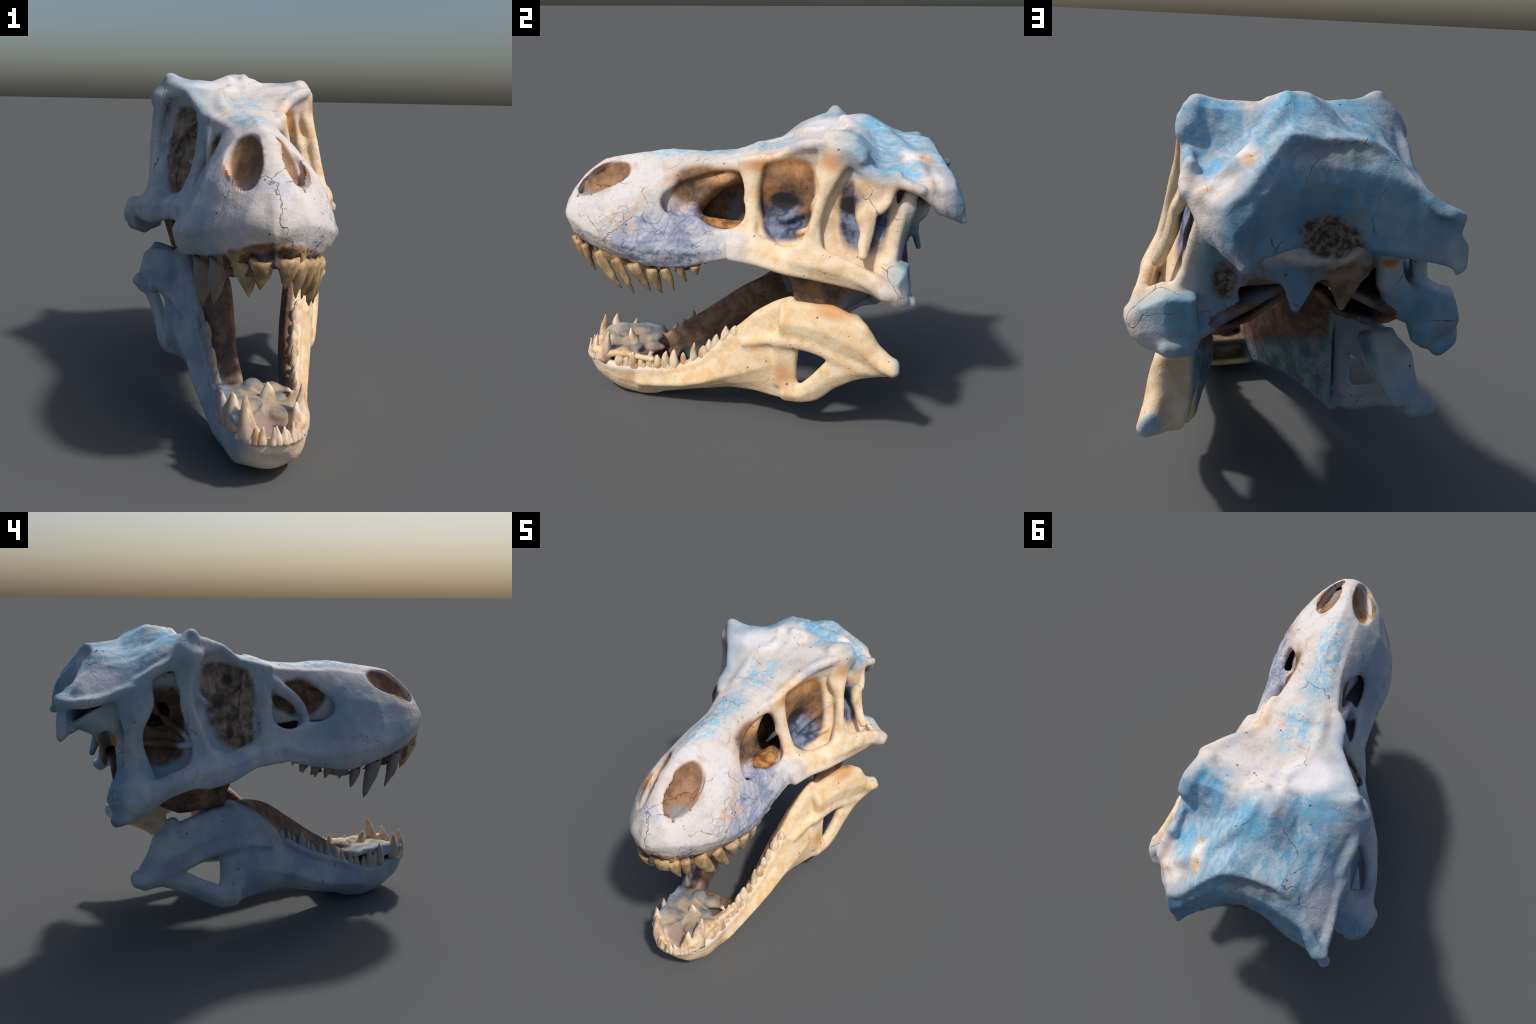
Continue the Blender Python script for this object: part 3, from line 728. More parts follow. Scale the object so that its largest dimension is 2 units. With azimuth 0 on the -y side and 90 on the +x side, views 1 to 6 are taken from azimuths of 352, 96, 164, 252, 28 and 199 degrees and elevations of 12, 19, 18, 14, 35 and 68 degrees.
# ----------------------------------------------------------------------------
# MATERIALS
# ----------------------------------------------------------------------------
class Nodes:
    def __init__(self, name):
        self.mat = bpy.data.materials.new(name)
        self.mat.use_nodes = True
        self.t = self.mat.node_tree
        self.bsdf = next(n for n in self.t.nodes if n.type == "BSDF_PRINCIPLED")
        self.co = self.t.nodes.new("ShaderNodeTexCoord").outputs["Object"]

    def new(self, kind, **kw):
        n = self.t.nodes.new(kind)
        for k, v in kw.items():
            setattr(n, k, v)
        return n

    def link(self, a, b):
        self.t.links.new(a, b)

    def put(self, sock, v):
        if isinstance(v, bpy.types.NodeSocket):
            self.link(v, sock)
        else:
            sock.default_value = v

    def math(self, op, a, b=None, c=None, clamp=False):
        n = self.new("ShaderNodeMath", operation=op, use_clamp=clamp)
        for i, v in enumerate((a, b, c)):
            if v is not None:
                self.put(n.inputs[i], v)
        return n.outputs[0]

    def noise(self, scale, detail=4, rough=.55, stretch=(1, 1, 1), distort=0.0):
        m = self.new("ShaderNodeMapping")
        m.inputs["Scale"].default_value = stretch
        self.link(self.co, m.inputs["Vector"])
        n = self.new("ShaderNodeTexNoise")
        n.inputs["Scale"].default_value = scale
        n.inputs["Detail"].default_value = detail
        n.inputs["Roughness"].default_value = rough
        n.inputs["Distortion"].default_value = distort
        self.link(m.outputs[0], n.inputs["Vector"])
        return n.outputs[0]

    def ramp(self, v, lo, hi):
        n = self.new("ShaderNodeMapRange", interpolation_type="SMOOTHSTEP")
        self.put(n.inputs[0], v)
        n.inputs[1].default_value = lo
        n.inputs[2].default_value = hi
        return n.outputs[0]

    def blob(self, c, s, soft=.5, wob=None, amount=.5):
        """1 inside an ellipsoid region, fading at the border; wob roughens it."""
        m = self.new("ShaderNodeVectorMath", operation="SUBTRACT")
        self.link(self.co, m.inputs[0]); m.inputs[1].default_value = c
        q = self.new("ShaderNodeVectorMath", operation="DIVIDE")
        self.link(m.outputs[0], q.inputs[0]); q.inputs[1].default_value = s
        l = self.new("ShaderNodeVectorMath", operation="LENGTH")
        self.link(q.outputs[0], l.inputs[0])
        v = l.outputs["Value"]
        if wob is not None:
            v = self.math("MULTIPLY_ADD", self.math("SUBTRACT", wob, .5), amount, v)
        return self.ramp(v, 1.0, 1.0 - soft)

    def blob_along(self, c, axes, dirs, soft=.5, wob=None, amount=.5):
        """Like blob, for an ellipsoid turned along the given directions."""
        m = self.new("ShaderNodeVectorMath", operation="SUBTRACT")
        self.link(self.co, m.inputs[0]); m.inputs[1].default_value = c
        acc = None
        for a, d in zip(axes, dirs):
            q = self.new("ShaderNodeVectorMath", operation="DOT_PRODUCT")
            self.link(m.outputs[0], q.inputs[0]); q.inputs[1].default_value = tuple(np.array(d) / a)
            sq = self.math("POWER", self.math("ABSOLUTE", q.outputs["Value"]), 2.0)
            acc = sq if acc is None else self.math("ADD", acc, sq)
        v = self.math("SQRT", acc)
        if wob is not None:
            v = self.math("MULTIPLY_ADD", self.math("SUBTRACT", wob, .5), amount, v)
        return self.ramp(v, 1.0, 1.0 - soft)

    def boxy(self, c, s, soft=.2, wob=None, amount=.12):
        """Like blob, but squarer: fills an opening right into its corners."""
        m = self.new("ShaderNodeVectorMath", operation="SUBTRACT")
        self.link(self.co, m.inputs[0]); m.inputs[1].default_value = c
        q = self.new("ShaderNodeVectorMath", operation="DIVIDE")
        self.link(m.outputs[0], q.inputs[0]); q.inputs[1].default_value = s
        p = self.new("ShaderNodeSeparateXYZ"); self.link(q.outputs[0], p.inputs[0])
        v = 0.0
        for o in p.outputs:
            v = self.math("ADD", self.math("POWER", self.math("ABSOLUTE", o), 4.0), v)
        v = self.math("POWER", v, .25)
        if wob is not None:
            v = self.math("MULTIPLY_ADD", self.math("SUBTRACT", wob, .5), amount, v)
        return self.ramp(v, 1.0, 1.0 - soft)

    def any(self, blobs):
        o = blobs[0]
        for b in blobs[1:]:
            o = self.math("MAXIMUM", o, b)
        return o

    def mix(self, f, a, b):
        n = self.new("ShaderNodeMix", data_type="RGBA")
        self.put(n.inputs[0], f)
        for s, v in ((n.inputs[6], a), (n.inputs[7], b)):
            if isinstance(v, bpy.types.NodeSocket):
                self.link(v, s)
            else:
                s.default_value = (*v, 1)
        return n.outputs[2]

    def bump(self, h, strength, dist):
        n = self.new("ShaderNodeBump")
        n.inputs["Strength"].default_value = strength
        n.inputs["Distance"].default_value = dist
        self.put(n.inputs["Height"], h)
        self.link(n.outputs[0], self.bsdf.inputs["Normal"])


def srgb(r, g, b):
    f = lambda c: c / 12.92 if c <= .04045 else ((c + .055) / 1.055) ** 2.4
    return f(r / 255), f(g / 255), f(b / 255)


def invert(N, v):
    return N.math("SUBTRACT", 1.0, v)


def bone_colour(N):
    """Shared colouring of the outer bone: white nose, cream left cheek, blue-grey
    right side and blue back tinted for sky-lit shade, blue-patched roof, slate left muzzle, cracks and pits."""
    big, mid, fine = N.noise(4, 5, .6), N.noise(13, 6, .65), N.noise(48, 5, .65)
    streak = N.noise(15, 7, .72, (1, .38, 1), 1.6)
    sep = N.new("ShaderNodeSeparateXYZ"); N.link(N.co, sep.inputs[0])
    x, y, z = sep.outputs
    col = N.mix(N.ramp(big, .35, .7), srgb(214, 209, 208), srgb(204, 192, 180))
    col = N.mix(N.math("MULTIPLY", N.ramp(mid, .52, .70), .6), col, srgb(186, 168, 150))
    col = N.mix(N.math("MULTIPLY", N.ramp(fine, .56, .70), .35), col, srgb(150, 138, 132))
    col = N.mix(N.math("MULTIPLY", N.ramp(N.noise(7, 6, .68), .50, .64), .55), col, srgb(172, 178, 194))
    # the right side: bone tinted blue-grey to carry the shade on it
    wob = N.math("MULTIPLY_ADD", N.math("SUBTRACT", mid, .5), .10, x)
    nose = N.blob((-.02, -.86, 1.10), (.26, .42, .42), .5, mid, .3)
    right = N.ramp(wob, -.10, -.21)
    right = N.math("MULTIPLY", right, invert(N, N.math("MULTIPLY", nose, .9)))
    baked_shade_blue = N.mix(N.ramp(big, .35, .68), srgb(138, 156, 172), srgb(182, 186, 188))
    col = N.mix(right, col, baked_shade_blue)
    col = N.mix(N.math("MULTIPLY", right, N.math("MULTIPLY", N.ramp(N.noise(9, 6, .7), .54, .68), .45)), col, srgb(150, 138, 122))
    # cream and ochre on the left cheek bars, the brow's edge and the left jaw
    cheek = N.any([N.blob((.46, .30, 1.08), (.31, .52, .42), .35, mid, .35), N.blob((.24, .02, 1.12), (.12, .17, .24), .6, mid, .4),
                   N.blob((.22, .10, 1.28), (.15, .28, .13), .5, mid, .5)])
    cream = N.mix(N.ramp(mid, .38, .72), srgb(232, 213, 184), srgb(220, 184, 138))
    col = N.mix(cheek, col, cream)
    och = N.any([N.blob((.38, .40, 1.37), (.11, .16, .07), .8, mid, .6), N.blob((.385, .70, 1.245), (.05, .10, .06), .8, mid, .6),
                 N.blob((.175, .05, 1.30), (.06, .14, .05), .8, mid, .6), N.blob((.16, -.20, 1.275), (.05, .22, .04), .8, mid, .5)])
    col = N.mix(N.math("MULTIPLY", och, .75), col, srgb(202, 136, 66))
    # slate-blue wrinkled muzzle, left
    slate = N.any([N.blob((.30, -.45, .94), (.20, .36, .24), .6, mid, .7), N.blob((.20, -.30, 1.05), (.13, .22, .14), .6, mid, .6)])
    col = N.mix(slate, col, N.mix(N.ramp(mid, .36, .64), srgb(142, 150, 174), srgb(182, 185, 200)))
    warm = N.blob((.25, -.66, 1.02), (.12, .18, .16), .7, mid, .8)
    col = N.mix(N.math("MULTIPLY", warm, N.ramp(mid, .50, .66)), col, srgb(206, 160, 112))
    # blue patches: mane along the nose's crown, brow, temple bowls, back of the skull
    crown = N.any([N.blob((-.03, -.32, 1.335), (.115, .46, .075), .7, mid, .9), N.blob((.0, .08, 1.39), (.17, .24, .09), .8, mid, .9)])
    thread = N.noise(34, 6, .75, (1, .5, 1), 1.0)
    col = N.mix(N.math("MULTIPLY", crown, N.math("MULTIPLY", N.ramp(thread, .42, .58), .9)), col, srgb(122, 188, 218))
    col = N.mix(N.math("MULTIPLY", crown, N.ramp(N.noise(40, 5, .7), .56, .66)), col, srgb(168, 142, 112))
    back = N.any([N.blob((-.05, .76, 1.42), (.44, .36, .24), .30, mid, .35), N.blob((.30, .58, 1.40), (.20, .24, .17), .5, mid, .4)])
    col = N.mix(N.math("MULTIPLY", back, .92), col, N.mix(N.ramp(streak, .38, .58), srgb(164, 184, 202), N.mix(N.ramp(thread, .42, .60), srgb(126, 168, 188), srgb(80, 152, 188))))
    col = N.mix(N.math("MULTIPLY", back, N.math("MULTIPLY", N.ramp(mid, .54, .68), .5)), col, srgb(150, 146, 136))
    cy = N.any([N.blob((-.20, .46, 1.49), (.22, .075, .08), .7, streak, .9), N.blob((.26, .45, 1.47), (.15, .10, .07), .8, mid, .6),
                N.blob((.31, .69, 1.31), (.07, .17, .07), .8, mid, .4), N.blob((.05, .58, 1.48), (.12, .14, .09), .8, streak, .9)])
    col = N.mix(N.math("MULTIPLY", cy, N.math("MULTIPLY_ADD", N.ramp(thread, .40, .58), .6, .3)), col, srgb(88, 172, 210))
    ridge = N.any([N.blob((.225, .765, 1.365), (.05, .13, .06), .8, mid, .7), N.blob((.33, .84, 1.29), (.09, .07, .06), .8, mid, .7)])
    col = N.mix(ridge, col, N.mix(N.ramp(mid, .45, .62), srgb(228, 224, 222), srgb(216, 170, 122)))
    pale = N.any([N.blob((-.32, .84, 1.32), (.12, .20, .10), .7, mid, .7), N.blob((-.13, .30, 1.46), (.17, .12, .07), .7, mid, .5)])
    col = N.mix(pale, col, srgb(218, 216, 220))
    occ = N.any([N.blob((-.02, .98, 1.20), (.48, .19, .25), .35, mid, .25), N.blob((.34, .80, .93), (.27, .13, .30), .4, mid, .3), N.blob((-.42, .84, .85), (.26, .17, .30), .4, mid, .3)])  # back plate painted blue: skylight in shadow, baked into its colour
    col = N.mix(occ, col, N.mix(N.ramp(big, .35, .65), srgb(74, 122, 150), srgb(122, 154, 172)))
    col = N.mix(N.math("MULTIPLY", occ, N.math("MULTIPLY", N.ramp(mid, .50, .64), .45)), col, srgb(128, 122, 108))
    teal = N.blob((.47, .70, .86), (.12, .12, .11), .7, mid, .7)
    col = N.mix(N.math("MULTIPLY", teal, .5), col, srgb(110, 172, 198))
    under = N.blob((-.02, .80, 1.37), (.30, .08, .09), .7, mid, .5)
    col = N.mix(N.math("MULTIPLY", under, .55), col, srgb(128, 116, 92))
    # brown underside of the brain case, dark rough spinal opening, ear hollows
    und = N.any([N.blob((-.02, .74, .955), (.29, .20, .150), .35, mid, .3), N.blob((.26, .66, .84), (.12, .10, .12), .6, mid, .3), N.blob((-.26, .66, .84), (.12, .10, .12), .6, mid, .3)])
    col = N.mix(und, col, N.mix(N.ramp(big, .46, .60), N.mix(N.ramp(mid, .36, .66), srgb(84, 70, 60), srgb(142, 116, 88)), srgb(100, 138, 162)))
    hole = N.any([N.blob_along((-.02, .89, 1.135), (.12, .085, .12), frame((1, 0, .45), (0, 1, 0)), .3, mid, .8), N.blob((.275, .745, .955), (.058, .06, .092), .4, mid, .3)])
    col = N.mix(hole, col, N.mix(N.ramp(fine, .40, .60), srgb(58, 48, 42), srgb(128, 114, 98)))
    col = N.mix(N.blob((-.285, .75, 1.03), (.056, .06, .066), .4, mid, .3), col, srgb(186, 112, 46))
    # ochre staining round the openings
    rims = N.any([N.boxy((.17, .18, 1.155), (.245, .185, .268), .35, mid, .3), N.boxy((.22, .53, 1.09), (.24, .185, .275), .35, mid, .3),
                  N.blob((.12, -.225, 1.160), (.135, .300, .170), .35, mid, .4), N.blob_along(NOSTRILS[0][0], (.190, .105, .10), NOSTRILS[0][1], .25, mid, .2),
                  N.blob_along(NOSTRILS[1][0], (.190, .105, .10), NOSTRILS[1][1], .25, mid, .2)])
    col = N.mix(N.math("MULTIPLY", rims, N.math("MULTIPLY_ADD", N.ramp(mid, .40, .62), .35, .12)), col, srgb(206, 148, 88))
    # tan, brown-stained bone below the lip, holding the upper teeth
    t = N.math("MULTIPLY", N.math("SUBTRACT", -.46, y), 1.887, clamp=True)
    lip = N.math("MULTIPLY_ADD", N.math("POWER", t, 1.6), .150, .797)
    lip = N.math("MULTIPLY_ADD", N.math("SUBTRACT", mid, .5), .03, lip)
    gum = N.math("MULTIPLY", N.ramp(N.math("SUBTRACT", z, lip), .006, -.010), N.ramp(y, -.10, -.18))
    tan_gum = N.mix(N.ramp(mid, .36, .66), srgb(190, 154, 106), srgb(112, 80, 54))
    tan_gum = N.mix(N.ramp(x, -.15, -.22), tan_gum, srgb(112, 114, 122))
    col = N.mix(gum, col, tan_gum)
    # hollows: sockets and temples coloured darker for their deep shadow; windows, nostrils
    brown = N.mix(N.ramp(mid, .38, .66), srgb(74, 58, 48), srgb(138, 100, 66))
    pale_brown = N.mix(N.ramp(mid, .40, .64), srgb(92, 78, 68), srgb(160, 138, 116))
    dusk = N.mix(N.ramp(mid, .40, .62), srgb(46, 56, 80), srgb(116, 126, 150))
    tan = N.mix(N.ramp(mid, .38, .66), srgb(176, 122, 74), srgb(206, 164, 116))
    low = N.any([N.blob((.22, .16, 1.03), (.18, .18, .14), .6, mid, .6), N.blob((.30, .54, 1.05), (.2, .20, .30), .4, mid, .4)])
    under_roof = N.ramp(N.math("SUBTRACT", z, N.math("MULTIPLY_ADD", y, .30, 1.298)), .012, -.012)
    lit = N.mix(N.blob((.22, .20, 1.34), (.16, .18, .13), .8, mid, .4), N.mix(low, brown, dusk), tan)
    lit = N.mix(N.any([N.blob((.19, .15, 1.14), (.08, .10, .055), .4, mid, .6), N.blob((.33, .47, 1.17), (.08, .09, .06), .4, mid, .6)]), lit, srgb(40, 36, 38))  # near-black spots painted for the darkness of gaps not cut through
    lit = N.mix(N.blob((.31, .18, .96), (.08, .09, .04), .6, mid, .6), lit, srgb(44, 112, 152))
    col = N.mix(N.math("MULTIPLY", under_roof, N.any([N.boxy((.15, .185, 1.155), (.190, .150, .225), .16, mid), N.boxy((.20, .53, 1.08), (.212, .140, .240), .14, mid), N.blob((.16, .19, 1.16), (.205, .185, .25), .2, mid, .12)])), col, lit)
    dim_ = N.any([N.blob((-.30, .25, 1.185), (.07, .055, .045), .4, mid, .8), N.blob((-.25, .18, 1.27), (.07, .055, .035), .5, mid, .9), N.blob((-.30, .19, 1.03), (.06, .03, .05), .5, mid, .9)])  # painted dark spots: shadowed holes drawn on the closed right wall
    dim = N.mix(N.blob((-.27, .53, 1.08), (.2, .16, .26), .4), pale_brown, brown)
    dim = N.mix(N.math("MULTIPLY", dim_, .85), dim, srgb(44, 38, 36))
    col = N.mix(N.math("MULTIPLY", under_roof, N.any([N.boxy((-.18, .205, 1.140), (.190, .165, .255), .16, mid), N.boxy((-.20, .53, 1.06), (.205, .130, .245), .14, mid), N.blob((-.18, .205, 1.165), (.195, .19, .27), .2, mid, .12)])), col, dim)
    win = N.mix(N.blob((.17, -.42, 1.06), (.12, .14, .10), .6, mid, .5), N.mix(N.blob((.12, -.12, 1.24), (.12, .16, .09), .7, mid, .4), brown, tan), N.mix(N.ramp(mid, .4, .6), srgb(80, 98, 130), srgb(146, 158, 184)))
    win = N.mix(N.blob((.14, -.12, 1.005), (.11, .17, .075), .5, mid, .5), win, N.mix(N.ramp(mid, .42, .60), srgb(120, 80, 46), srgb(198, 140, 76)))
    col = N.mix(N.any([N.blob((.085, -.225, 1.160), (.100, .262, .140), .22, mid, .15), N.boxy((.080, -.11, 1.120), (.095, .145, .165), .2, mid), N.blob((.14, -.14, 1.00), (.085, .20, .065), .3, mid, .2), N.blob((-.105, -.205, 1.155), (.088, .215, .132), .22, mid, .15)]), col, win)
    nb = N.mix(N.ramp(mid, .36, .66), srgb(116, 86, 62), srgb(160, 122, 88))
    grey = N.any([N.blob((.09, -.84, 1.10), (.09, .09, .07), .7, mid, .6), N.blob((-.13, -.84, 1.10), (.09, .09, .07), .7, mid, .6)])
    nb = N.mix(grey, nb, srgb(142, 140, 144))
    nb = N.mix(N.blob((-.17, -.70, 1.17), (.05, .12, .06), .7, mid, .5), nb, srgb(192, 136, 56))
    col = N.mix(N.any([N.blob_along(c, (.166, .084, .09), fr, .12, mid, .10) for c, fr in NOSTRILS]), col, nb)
    # hair cracks and small pits
    v = N.new("ShaderNodeTexVoronoi", feature="DISTANCE_TO_EDGE"); v.inputs["Scale"].default_value = 3.6
    w = N.new("ShaderNodeVectorMath", operation="ADD")
    nz = N.new("ShaderNodeTexNoise"); nz.inputs["Scale"].default_value = 7; nz.inputs["Detail"].default_value = 4
    N.link(N.co, nz.inputs["Vector"])
    sc = N.new("ShaderNodeVectorMath", operation="SCALE"); N.link(nz.outputs["Color"], sc.inputs[0]); sc.inputs["Scale"].default_value = .16
    N.link(N.co, w.inputs[0]); N.link(sc.outputs[0], w.inputs[1]); N.link(w.outputs[0], v.inputs["Vector"])
    crack = N.ramp(v.outputs["Distance"], .009, .002)
    crack = N.math("MULTIPLY", crack, N.math("MAXIMUM", N.ramp(big, .54, .62), N.math("MULTIPLY", N.blob((.02, -.70, 1.02), (.35, .42, .30), .4), N.ramp(mid, .42, .52))))
    p = N.new("ShaderNodeTexVoronoi"); p.inputs["Scale"].default_value = 26
    N.link(N.co, p.inputs["Vector"])
    pit = N.math("MULTIPLY", N.ramp(p.outputs["Distance"], .16, .08), N.ramp(N.noise(9, 2), .57, .63))
    v3 = N.new("ShaderNodeTexVoronoi", feature="DISTANCE_TO_EDGE"); v3.inputs["Scale"].default_value = 15
    N.link(w.outputs[0], v3.inputs["Vector"])
    folds = N.math("MULTIPLY", N.ramp(v3.outputs["Distance"], .045, .0), N.math("MAXIMUM", slate, warm))
    folds = N.math("MULTIPLY", folds, N.ramp(N.noise(6, 3), .40, .58))
    col = N.mix(N.math("MULTIPLY", folds, .55), col, srgb(96, 92, 104))
    marks = N.math("MAXIMUM", N.math("MULTIPLY", crack, .75), N.math("MULTIPLY", pit, .8))
    col = N.mix(marks, col, srgb(72, 58, 50))
    w2 = N.new("ShaderNodeTexVoronoi", feature="SMOOTH_F1"); w2.inputs["Scale"].default_value = 34
    N.link(w.outputs[0], w2.inputs["Vector"])
    rough = N.math("MULTIPLY", slate, N.math("MULTIPLY", w2.outputs["Distance"], -.7))
    h = N.math("ADD", N.math("MULTIPLY", mid, .6), N.math("MULTIPLY", fine, .5))
    h = N.math("ADD", N.math("SUBTRACT", N.math("SUBTRACT", h, N.math("MULTIPLY", folds, .5)), N.math("MULTIPLY", marks, .8)), rough)
    return col, h, mid, fine, big


def finish(N, col, h, rough=.74, strength=.5, dist=.012):
    N.link(col, N.bsdf.inputs["Base Color"])
    N.bsdf.inputs["Roughness"].default_value = rough
    N.bump(h, strength, dist)
    return N.mat


def bone_material():
    N = Nodes("weathered_bone")
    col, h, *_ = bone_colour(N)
    return finish(N, col, h)


def dark_material():
    """Roof of the mouth and inner braces: brown, orange and slate stains."""
    N = Nodes("inner_bone")
    mid, fine, big = N.noise(11, 6, .65), N.noise(48, 5, .65), N.noise(5, 4)
    c = N.mix(N.ramp(mid, .36, .66), srgb(66, 56, 52), srgb(138, 104, 72))
    c = N.mix(N.ramp(big, .52, .68), c, srgb(92, 100, 120))
    c = N.mix(N.blob((.13, -.09, 1.00), (.11, .07, .06), .5, mid, .5), c, srgb(214, 146, 62))
    return finish(N, c, N.math("ADD", mid, N.math("MULTIPLY", fine, .5)), .8)


def jaw_material():
    N = Nodes("jaw_bone")
    big, mid, fine = N.noise(4, 5, .6), N.noise(13, 6, .65), N.noise(48, 5, .65)
    sep = N.new("ShaderNodeSeparateXYZ"); N.link(N.co, sep.inputs[0])
    x, y, z = sep.outputs
    c = N.mix(N.ramp(mid, .38, .70), srgb(234, 212, 178), srgb(222, 184, 134))
    c = N.mix(N.math("MULTIPLY", N.ramp(big, .55, .72), .6), c, srgb(204, 152, 92))
    white = N.any([N.blob((.12, -.70, .19), (.16, .36, .06), .7, mid, .6), N.blob((.0, -.86, .14), (.15, .12, .10), .6, mid, .5)])
    c = N.mix(N.math("MULTIPLY", white, .8), c, srgb(226, 214, 200))
    orange = N.any([N.blob((.40, .42, .68), (.12, .16, .07), .7, mid, .6), N.blob((.40, .16, .30), (.10, .09, .10), .8, mid, .7)])
    c = N.mix(N.math("MULTIPLY", orange, .7), c, srgb(206, 140, 70))
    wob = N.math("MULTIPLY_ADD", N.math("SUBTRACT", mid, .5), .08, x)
    blue = N.mix(N.ramp(big, .35, .68), srgb(130, 148, 166), srgb(172, 178, 182))  # jaw's right branch cooled in colour, its shade baked in
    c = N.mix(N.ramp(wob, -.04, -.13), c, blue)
    c = N.mix(N.blob((.50, .735, .48), (.12, .08, .12), .8, mid, .6), c, srgb(140, 172, 190))
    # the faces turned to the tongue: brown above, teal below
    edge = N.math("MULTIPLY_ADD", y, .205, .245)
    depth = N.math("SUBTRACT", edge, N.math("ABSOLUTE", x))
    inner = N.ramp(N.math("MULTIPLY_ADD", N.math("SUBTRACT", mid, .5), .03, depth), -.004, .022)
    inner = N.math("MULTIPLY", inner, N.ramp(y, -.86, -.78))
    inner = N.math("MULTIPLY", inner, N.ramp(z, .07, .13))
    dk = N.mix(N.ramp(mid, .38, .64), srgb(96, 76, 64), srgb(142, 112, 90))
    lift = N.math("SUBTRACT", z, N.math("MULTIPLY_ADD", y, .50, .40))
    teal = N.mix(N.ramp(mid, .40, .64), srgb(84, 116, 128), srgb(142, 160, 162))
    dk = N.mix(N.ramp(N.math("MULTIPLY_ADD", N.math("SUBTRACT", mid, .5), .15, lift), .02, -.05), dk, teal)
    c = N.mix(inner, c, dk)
    bed = N.blob((-.01, -.68, .285), (.165, .25, .085), .4, mid, .4)
    c = N.mix(bed, c, N.mix(N.ramp(mid, .38, .62), srgb(112, 120, 122), srgb(170, 150, 128)))
    c = N.mix(N.blob((.0, -.83, .22), (.09, .07, .05), .5, mid, .3), c, srgb(150, 128, 120))
    p = N.new("ShaderNodeTexVoronoi"); p.inputs["Scale"].default_value = 24
    N.link(N.co, p.inputs["Vector"])
    pit = N.math("MULTIPLY", N.ramp(p.outputs["Distance"], .17, .08), N.ramp(N.noise(9, 2), .54, .62))
    c = N.mix(N.math("MULTIPLY", pit, .85), c, srgb(62, 52, 48))
    h = N.math("ADD", N.math("MULTIPLY", mid, .6), N.math("MULTIPLY", fine, .5))
    return finish(N, c, N.math("SUBTRACT", h, pit), .72)


def tooth_material(name, lo, hi, cool):
    N = Nodes(name)
    mid = N.noise(20, 5, .65, (1, 1, .4))
    c = N.mix(N.ramp(mid, .36, .66), hi, lo)
    sep = N.new("ShaderNodeSeparateXYZ"); N.link(N.co, sep.inputs[0])
    c = N.mix(N.ramp(sep.outputs[0], -.12, -.20), c, cool)
    return finish(N, c, mid, .55, .3)


BONE = bone_material()
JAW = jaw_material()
UPPER_TOOTH = tooth_material("stained_tooth", srgb(138, 104, 66), srgb(198, 170, 128), srgb(128, 120, 112))
LOWER_TOOTH = tooth_material("pale_tooth", srgb(188, 150, 108), srgb(232, 214, 190), srgb(142, 140, 140))
SKIN = {"palate": dark_material(), 
        "lower_jaw": JAW}
SKIN["tooth_socket"] = SKIN["palate"]


# ----------------------------------------------------------------------------
# OBJECTS
# ----------------------------------------------------------------------------
root = bpy.data.objects.new("dinosaur_skull", None)
bpy.context.scene.collection.objects.link(root)
root["label"] = "weathered skull of a large meat-eating dinosaur, jaws agape"
root["category"] = "dinosaur skull"


def add(name, mesh, parent):
    o = bpy.data.objects.new(name, mesh)
    bpy.context.scene.collection.objects.link(o)
    o.parent = parent
    return o


def relief(P, N, upper):
    """Dents and lumps too broad for the material: overall unevenness, the
    cobbled left muzzle, ridges on roof and temples."""
    d = .0022 * vnoise(P, .11) + .0012 * vnoise(P, .045)
    if upper:
        m = np.maximum(ball(P, (.30, -.42, .92), (.20, .33, .20)), ball(P, (.25, -.66, 1.0), (.14, .20, .16)))
        W = P + .02 * np.stack([vnoise(P, .06), vnoise(P + 7, .06), vnoise(P + 13, .06)], 1)
        d += m * (.0035 * (1 - 2 * np.abs(vnoise(W, .040))) + .002 * (1 - 2 * np.abs(vnoise(W, .022))))
        t = ball(P, (-.02, .62, 1.45), (.42, .42, .22))
        Q = P * np.array([1, .45, 1])
        d += t * .004 * (1 - 2 * np.abs(vnoise(Q, .06)))
        o = ball(P, (0, .90, 1.15), (.5, .22, .30))
        d += o * (.004 * (1 - 2 * np.abs(vnoise(P, .07))) + .002 * vnoise(P, .03))
        f = ball(P, (-.02, -.38, 1.34), (.12, .5, .10))
        d += f * .0025 * vnoise(P, .028)
    return P + N * d[:, None]


def smooth_labels(lab, V, Q, n, passes=16):
    """Even out the ragged borders between parts."""
    e = edges_of(Q)
    a, b = e >> 31, e & (2 ** 31 - 1)
    deg = np.bincount(a, minlength=len(V)) + np.bincount(b, minlength=len(V))
    best, arg = np.full(len(Q), -1.0), np.zeros(len(Q), int)
    cnt = np.bincount(Q.ravel(), minlength=len(V))
    for i in range(n):
        f = np.bincount(Q.ravel(), np.repeat((lab == i).astype(float), 4), len(V)) / cnt
        for _ in range(passes):
            f = .5 * f + .5 * (np.bincount(a, f[b], len(V)) + np.bincount(b, f[a], len(V))) / deg
        w = f[Q].mean(1)
        m = w > best
        best[m], arg[m] = w[m], i
    return arg


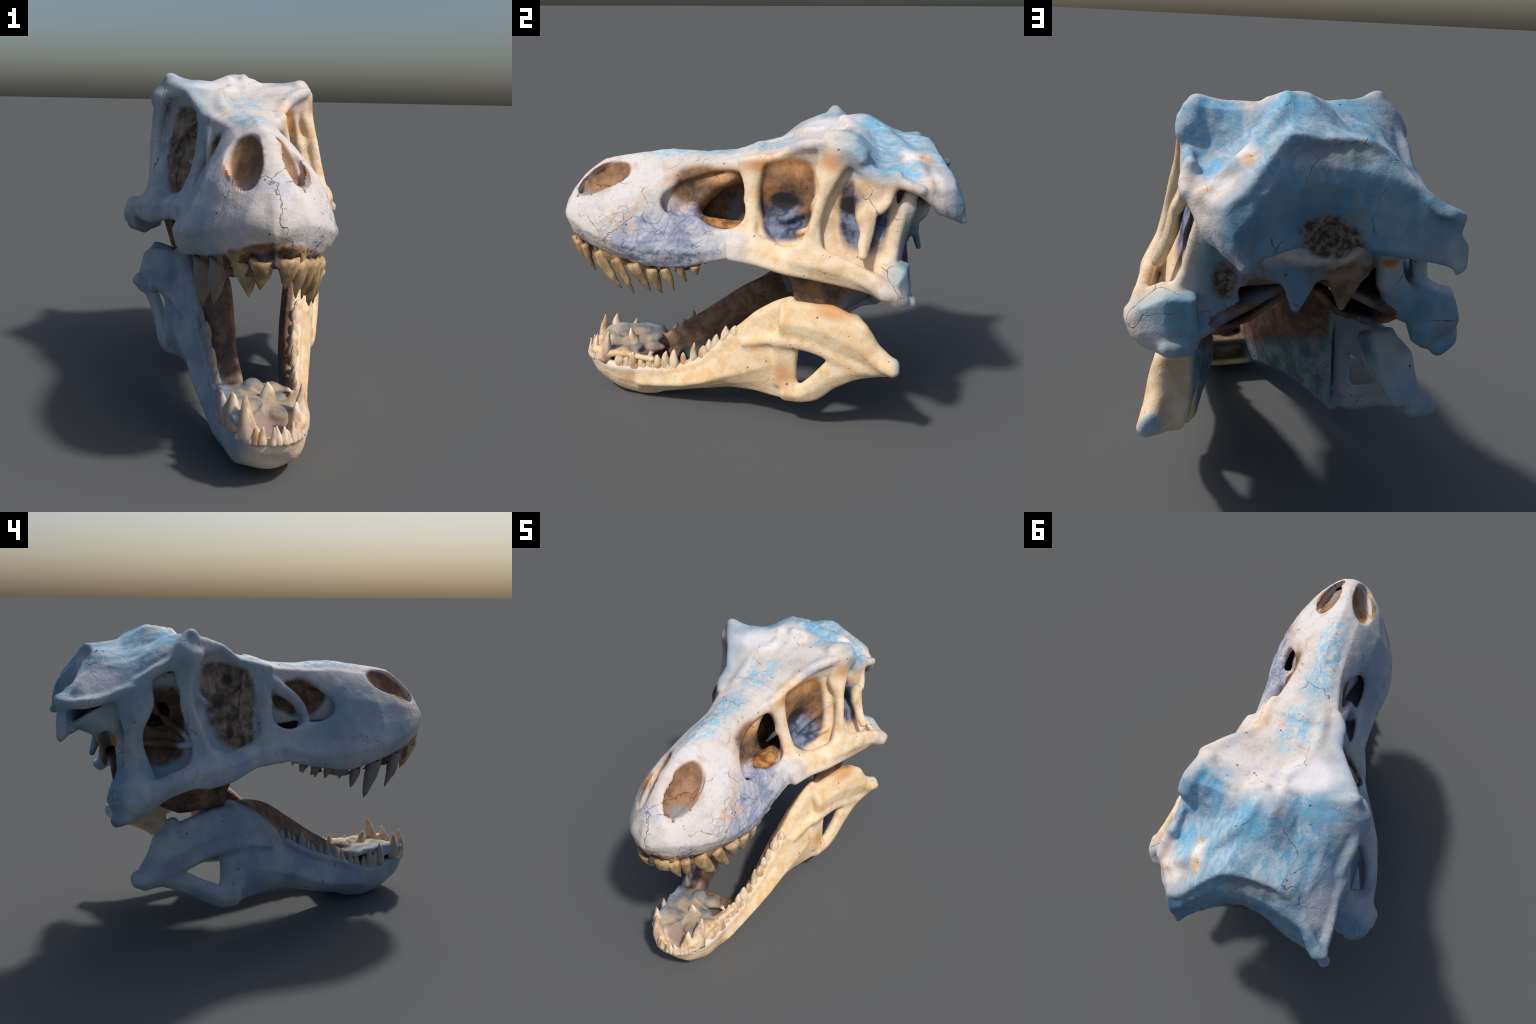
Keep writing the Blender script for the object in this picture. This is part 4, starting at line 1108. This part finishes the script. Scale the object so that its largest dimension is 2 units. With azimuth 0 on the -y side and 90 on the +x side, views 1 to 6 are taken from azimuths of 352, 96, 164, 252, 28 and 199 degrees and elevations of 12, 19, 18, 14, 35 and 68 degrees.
def build_mesh_parts(F, upper, host=None):
    V, Q = surface_nets(F)
    V, Q = outer_shell(V, Q)
    V = smooth(V, Q, [.5, -.52] * 3 + [.4])
    V = relief(V, vnormals(V, Q), upper)
    N = vnormals(V, Q)
    C = V[Q].mean(1)
    g = np.clip(np.round((C - F.lo) / H).astype(int), 0, F.n - 1)
    lab = F.L[g[:, 0], g[:, 1], g[:, 2]]
    lab = smooth_labels(lab, V, Q, len(F.names))
    parts = {}
    for i, name in enumerate(F.names):
        q = Q[lab == i]
        if len(q) < 20:
            continue
        used = np.unique(q)
        remap = np.full(len(V), -1); remap[used] = np.arange(len(used))
        me = bpy.data.meshes.new(name)
        me.from_pydata(V[used].tolist(), [], remap[q].tolist())
        me.polygons.foreach_set("use_smooth", [True] * len(q))
        me.normals_split_custom_set_from_vertices(N[used].tolist())
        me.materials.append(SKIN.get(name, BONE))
        parts[name] = add(name, me, root)
    return parts


skull = build_mesh_parts(U, True)
jaw = build_mesh_parts(J, False)


def tooth(base, tip, r, bend=.15, flat=.75, parent=None, name="tooth", blunt=0.0):
    """Curved, slightly flattened cone from base to tip."""
    a, b = Vector(base), Vector(tip)
    ax = (b - a)
    L = ax.length
    d = ax.normalized()
    out = Vector((a.x - XM, -.15, 0)).normalized()
    side = d.cross(out).normalized()
    nrm = side.cross(d).normalized()
    seg, ring = 9, 12
    vs, fs = [], []
    for i in range(seg):
        t = i / (seg - 1)
        c = a + ax * t + Vector((0, -1, 0)) * bend * L * math.sin(math.pi * t) * .6
        rr = r * (1 - t ** (1.6 + 3 * blunt)) * (1 + .12 * math.sin(3 * t)) + .0025 + .25 * blunt * r * math.sqrt(max(0, 1 - t ** 6))
        for j in range(ring):
            w = 2 * math.pi * j / ring
            vs.append(c + side * rr * math.cos(w) + nrm * rr * flat * math.sin(w))
    for i in range(seg - 1):
        for j in range(ring):
            k = (j + 1) % ring
            fs.append((i * ring + j, i * ring + k, (i + 1) * ring + k, (i + 1) * ring + j))
    fs.append(tuple(range(ring))[::-1])
    fs.append(tuple((seg - 1) * ring + j for j in range(ring)))
    V = np.array([tuple(v) for v in vs])
    V = V + r * .16 * np.stack([vnoise(V + 3.1 * k, .9 * r + .006) for k in range(3)], 1)      # worn, chipped
    me = bpy.data.meshes.new(name)
    me.from_pydata(V.tolist(), [], fs)
    me.polygons.foreach_set("use_smooth", [True] * len(fs))
    me.materials.append(UPPER_TOOTH if tip[2] < base[2] else LOWER_TOOTH)
    return add(name, me, parent)


up = skull["snout"]
# (base, tip, radius)
UPPER = [
    ((.120, -.880, .86), (.105, -.832, .704), .030), ((.150, -.80, .835), (.164, -.677, .630), .030),
    ((.185, -.70, .81), (.198, -.604, .622), .030), ((.215, -.60, .80), (.180, -.522, .630), .036),
    ((.225, -.50, .785), (.19, -.462, .625), .028), ((.238, -.435, .79), (.205, -.392, .650), .026),
    ((.238, -.36, .80), (.212, -.330, .708), .026), ((.238, -.285, .81), (.22, -.270, .752), .026),
    ((.035, -.945, .885), (.03, -.89, .755), .034), ((.085, -.925, .87), (.075, -.865, .72), .034),
    ((-.06, -.945, .885), (-.05, -.89, .755), .034), ((-.105, -.905, .865), (-.09, -.855, .72), .032),
    ((-.185, -.775, .84), (-.203, -.708, .645), .034), ((-.230, -.63, .82), (-.236, -.565, .620), .042),
    ((-.235, -.52, .79), (-.23, -.489, .670), .032), ((-.250, -.44, .80), (-.235, -.42, .730), .024),
    ((-.252, -.36, .81), (-.24, -.338, .742), .024), ((-.252, -.285, .815), (-.245, -.258, .766), .024), ((-.255, -.21, .835), (-.25, -.196, .792), .02),
]
for b, t, r in UPPER:
    q = RNG.uniform(.0, .10)
    t = tuple(p + (o - p) * q for p, o in zip(t, b))
    tooth(b, t, r * RNG.uniform(.75, 1.08), bend=RNG.uniform(.0, .09), parent=up, blunt=RNG.uniform(.0, .22))
low = jaw["lower_jaw"]
LOWER = [
    ((.122, -.82, .20), (.128, -.785, .376), .034), ((-.128, -.82, .22), (-.138, -.820, .366), .032), ((-.085, -.885, .20), (-.096, -.871, .376), .032), ((.085, -.88, .20), (.095, -.862, .335), .026),
    ((.015, -.675, .25), (.008, -.700, .345), .030), ((-.150, -.735, .20), (-.165, -.715, .326), .026), ((-.155, -.66, .22), (-.165, -.65, .30), .024),
]
for b, t, r in LOWER:
    tooth(b, t, r, bend=.05, parent=low, blunt=.15)
for s, st in ((1, LEFT), (-1, RIGHT)):                          # crowded side teeth, smaller towards the throat
    ys, xs, zs = ([q[i] for q in st] for i in (0, 1, 2))
    y = -.735
    while y < -.07:
        if y > -.62:
            x, z = np.interp(y, ys, xs) - .020, np.interp(y, ys, zs)
        else:
            x, z = .135 + (y + .735) * .18, .19
        big = 1 - max(0, (y + .30) / .25)
        hgt = (.050 + .050 * RNG.random()) * (.45 + .55 * min(1, big)) + .012
        r = .017 + .009 * RNG.random()
        tooth((s * x, y, z - .025), (s * (x + .010 * RNG.random() - .004), y + .022 * (RNG.random() - .3), z + hgt), r, bend=.04, parent=low, blunt=.25 + .3 * RNG.random())
        if s > 0 and RNG.random() < .6:                        # little pegs at its foot
            tooth((s * (x + .012), y + .015, z - .03), (s * (x + .016), y + .018, z + .018 + .02 * RNG.random()), r * .6, bend=0, parent=low, blunt=.5)
        y += .034 + .022 * RNG.random()
for i in range(17):                                            # pebbly little front teeth
    w = math.pi * (i + .5) / 17
    x, y = .118 * math.cos(w), -.848 - .085 * math.sin(w)
    if RNG.random() < .12:
        continue
    tooth((x, y, .200), (x * .93 + .008 * RNG.uniform(-1, 1), y + .010 * RNG.random(), .238 + .045 * RNG.random()), .009 + .008 * RNG.random(), bend=0, parent=low)
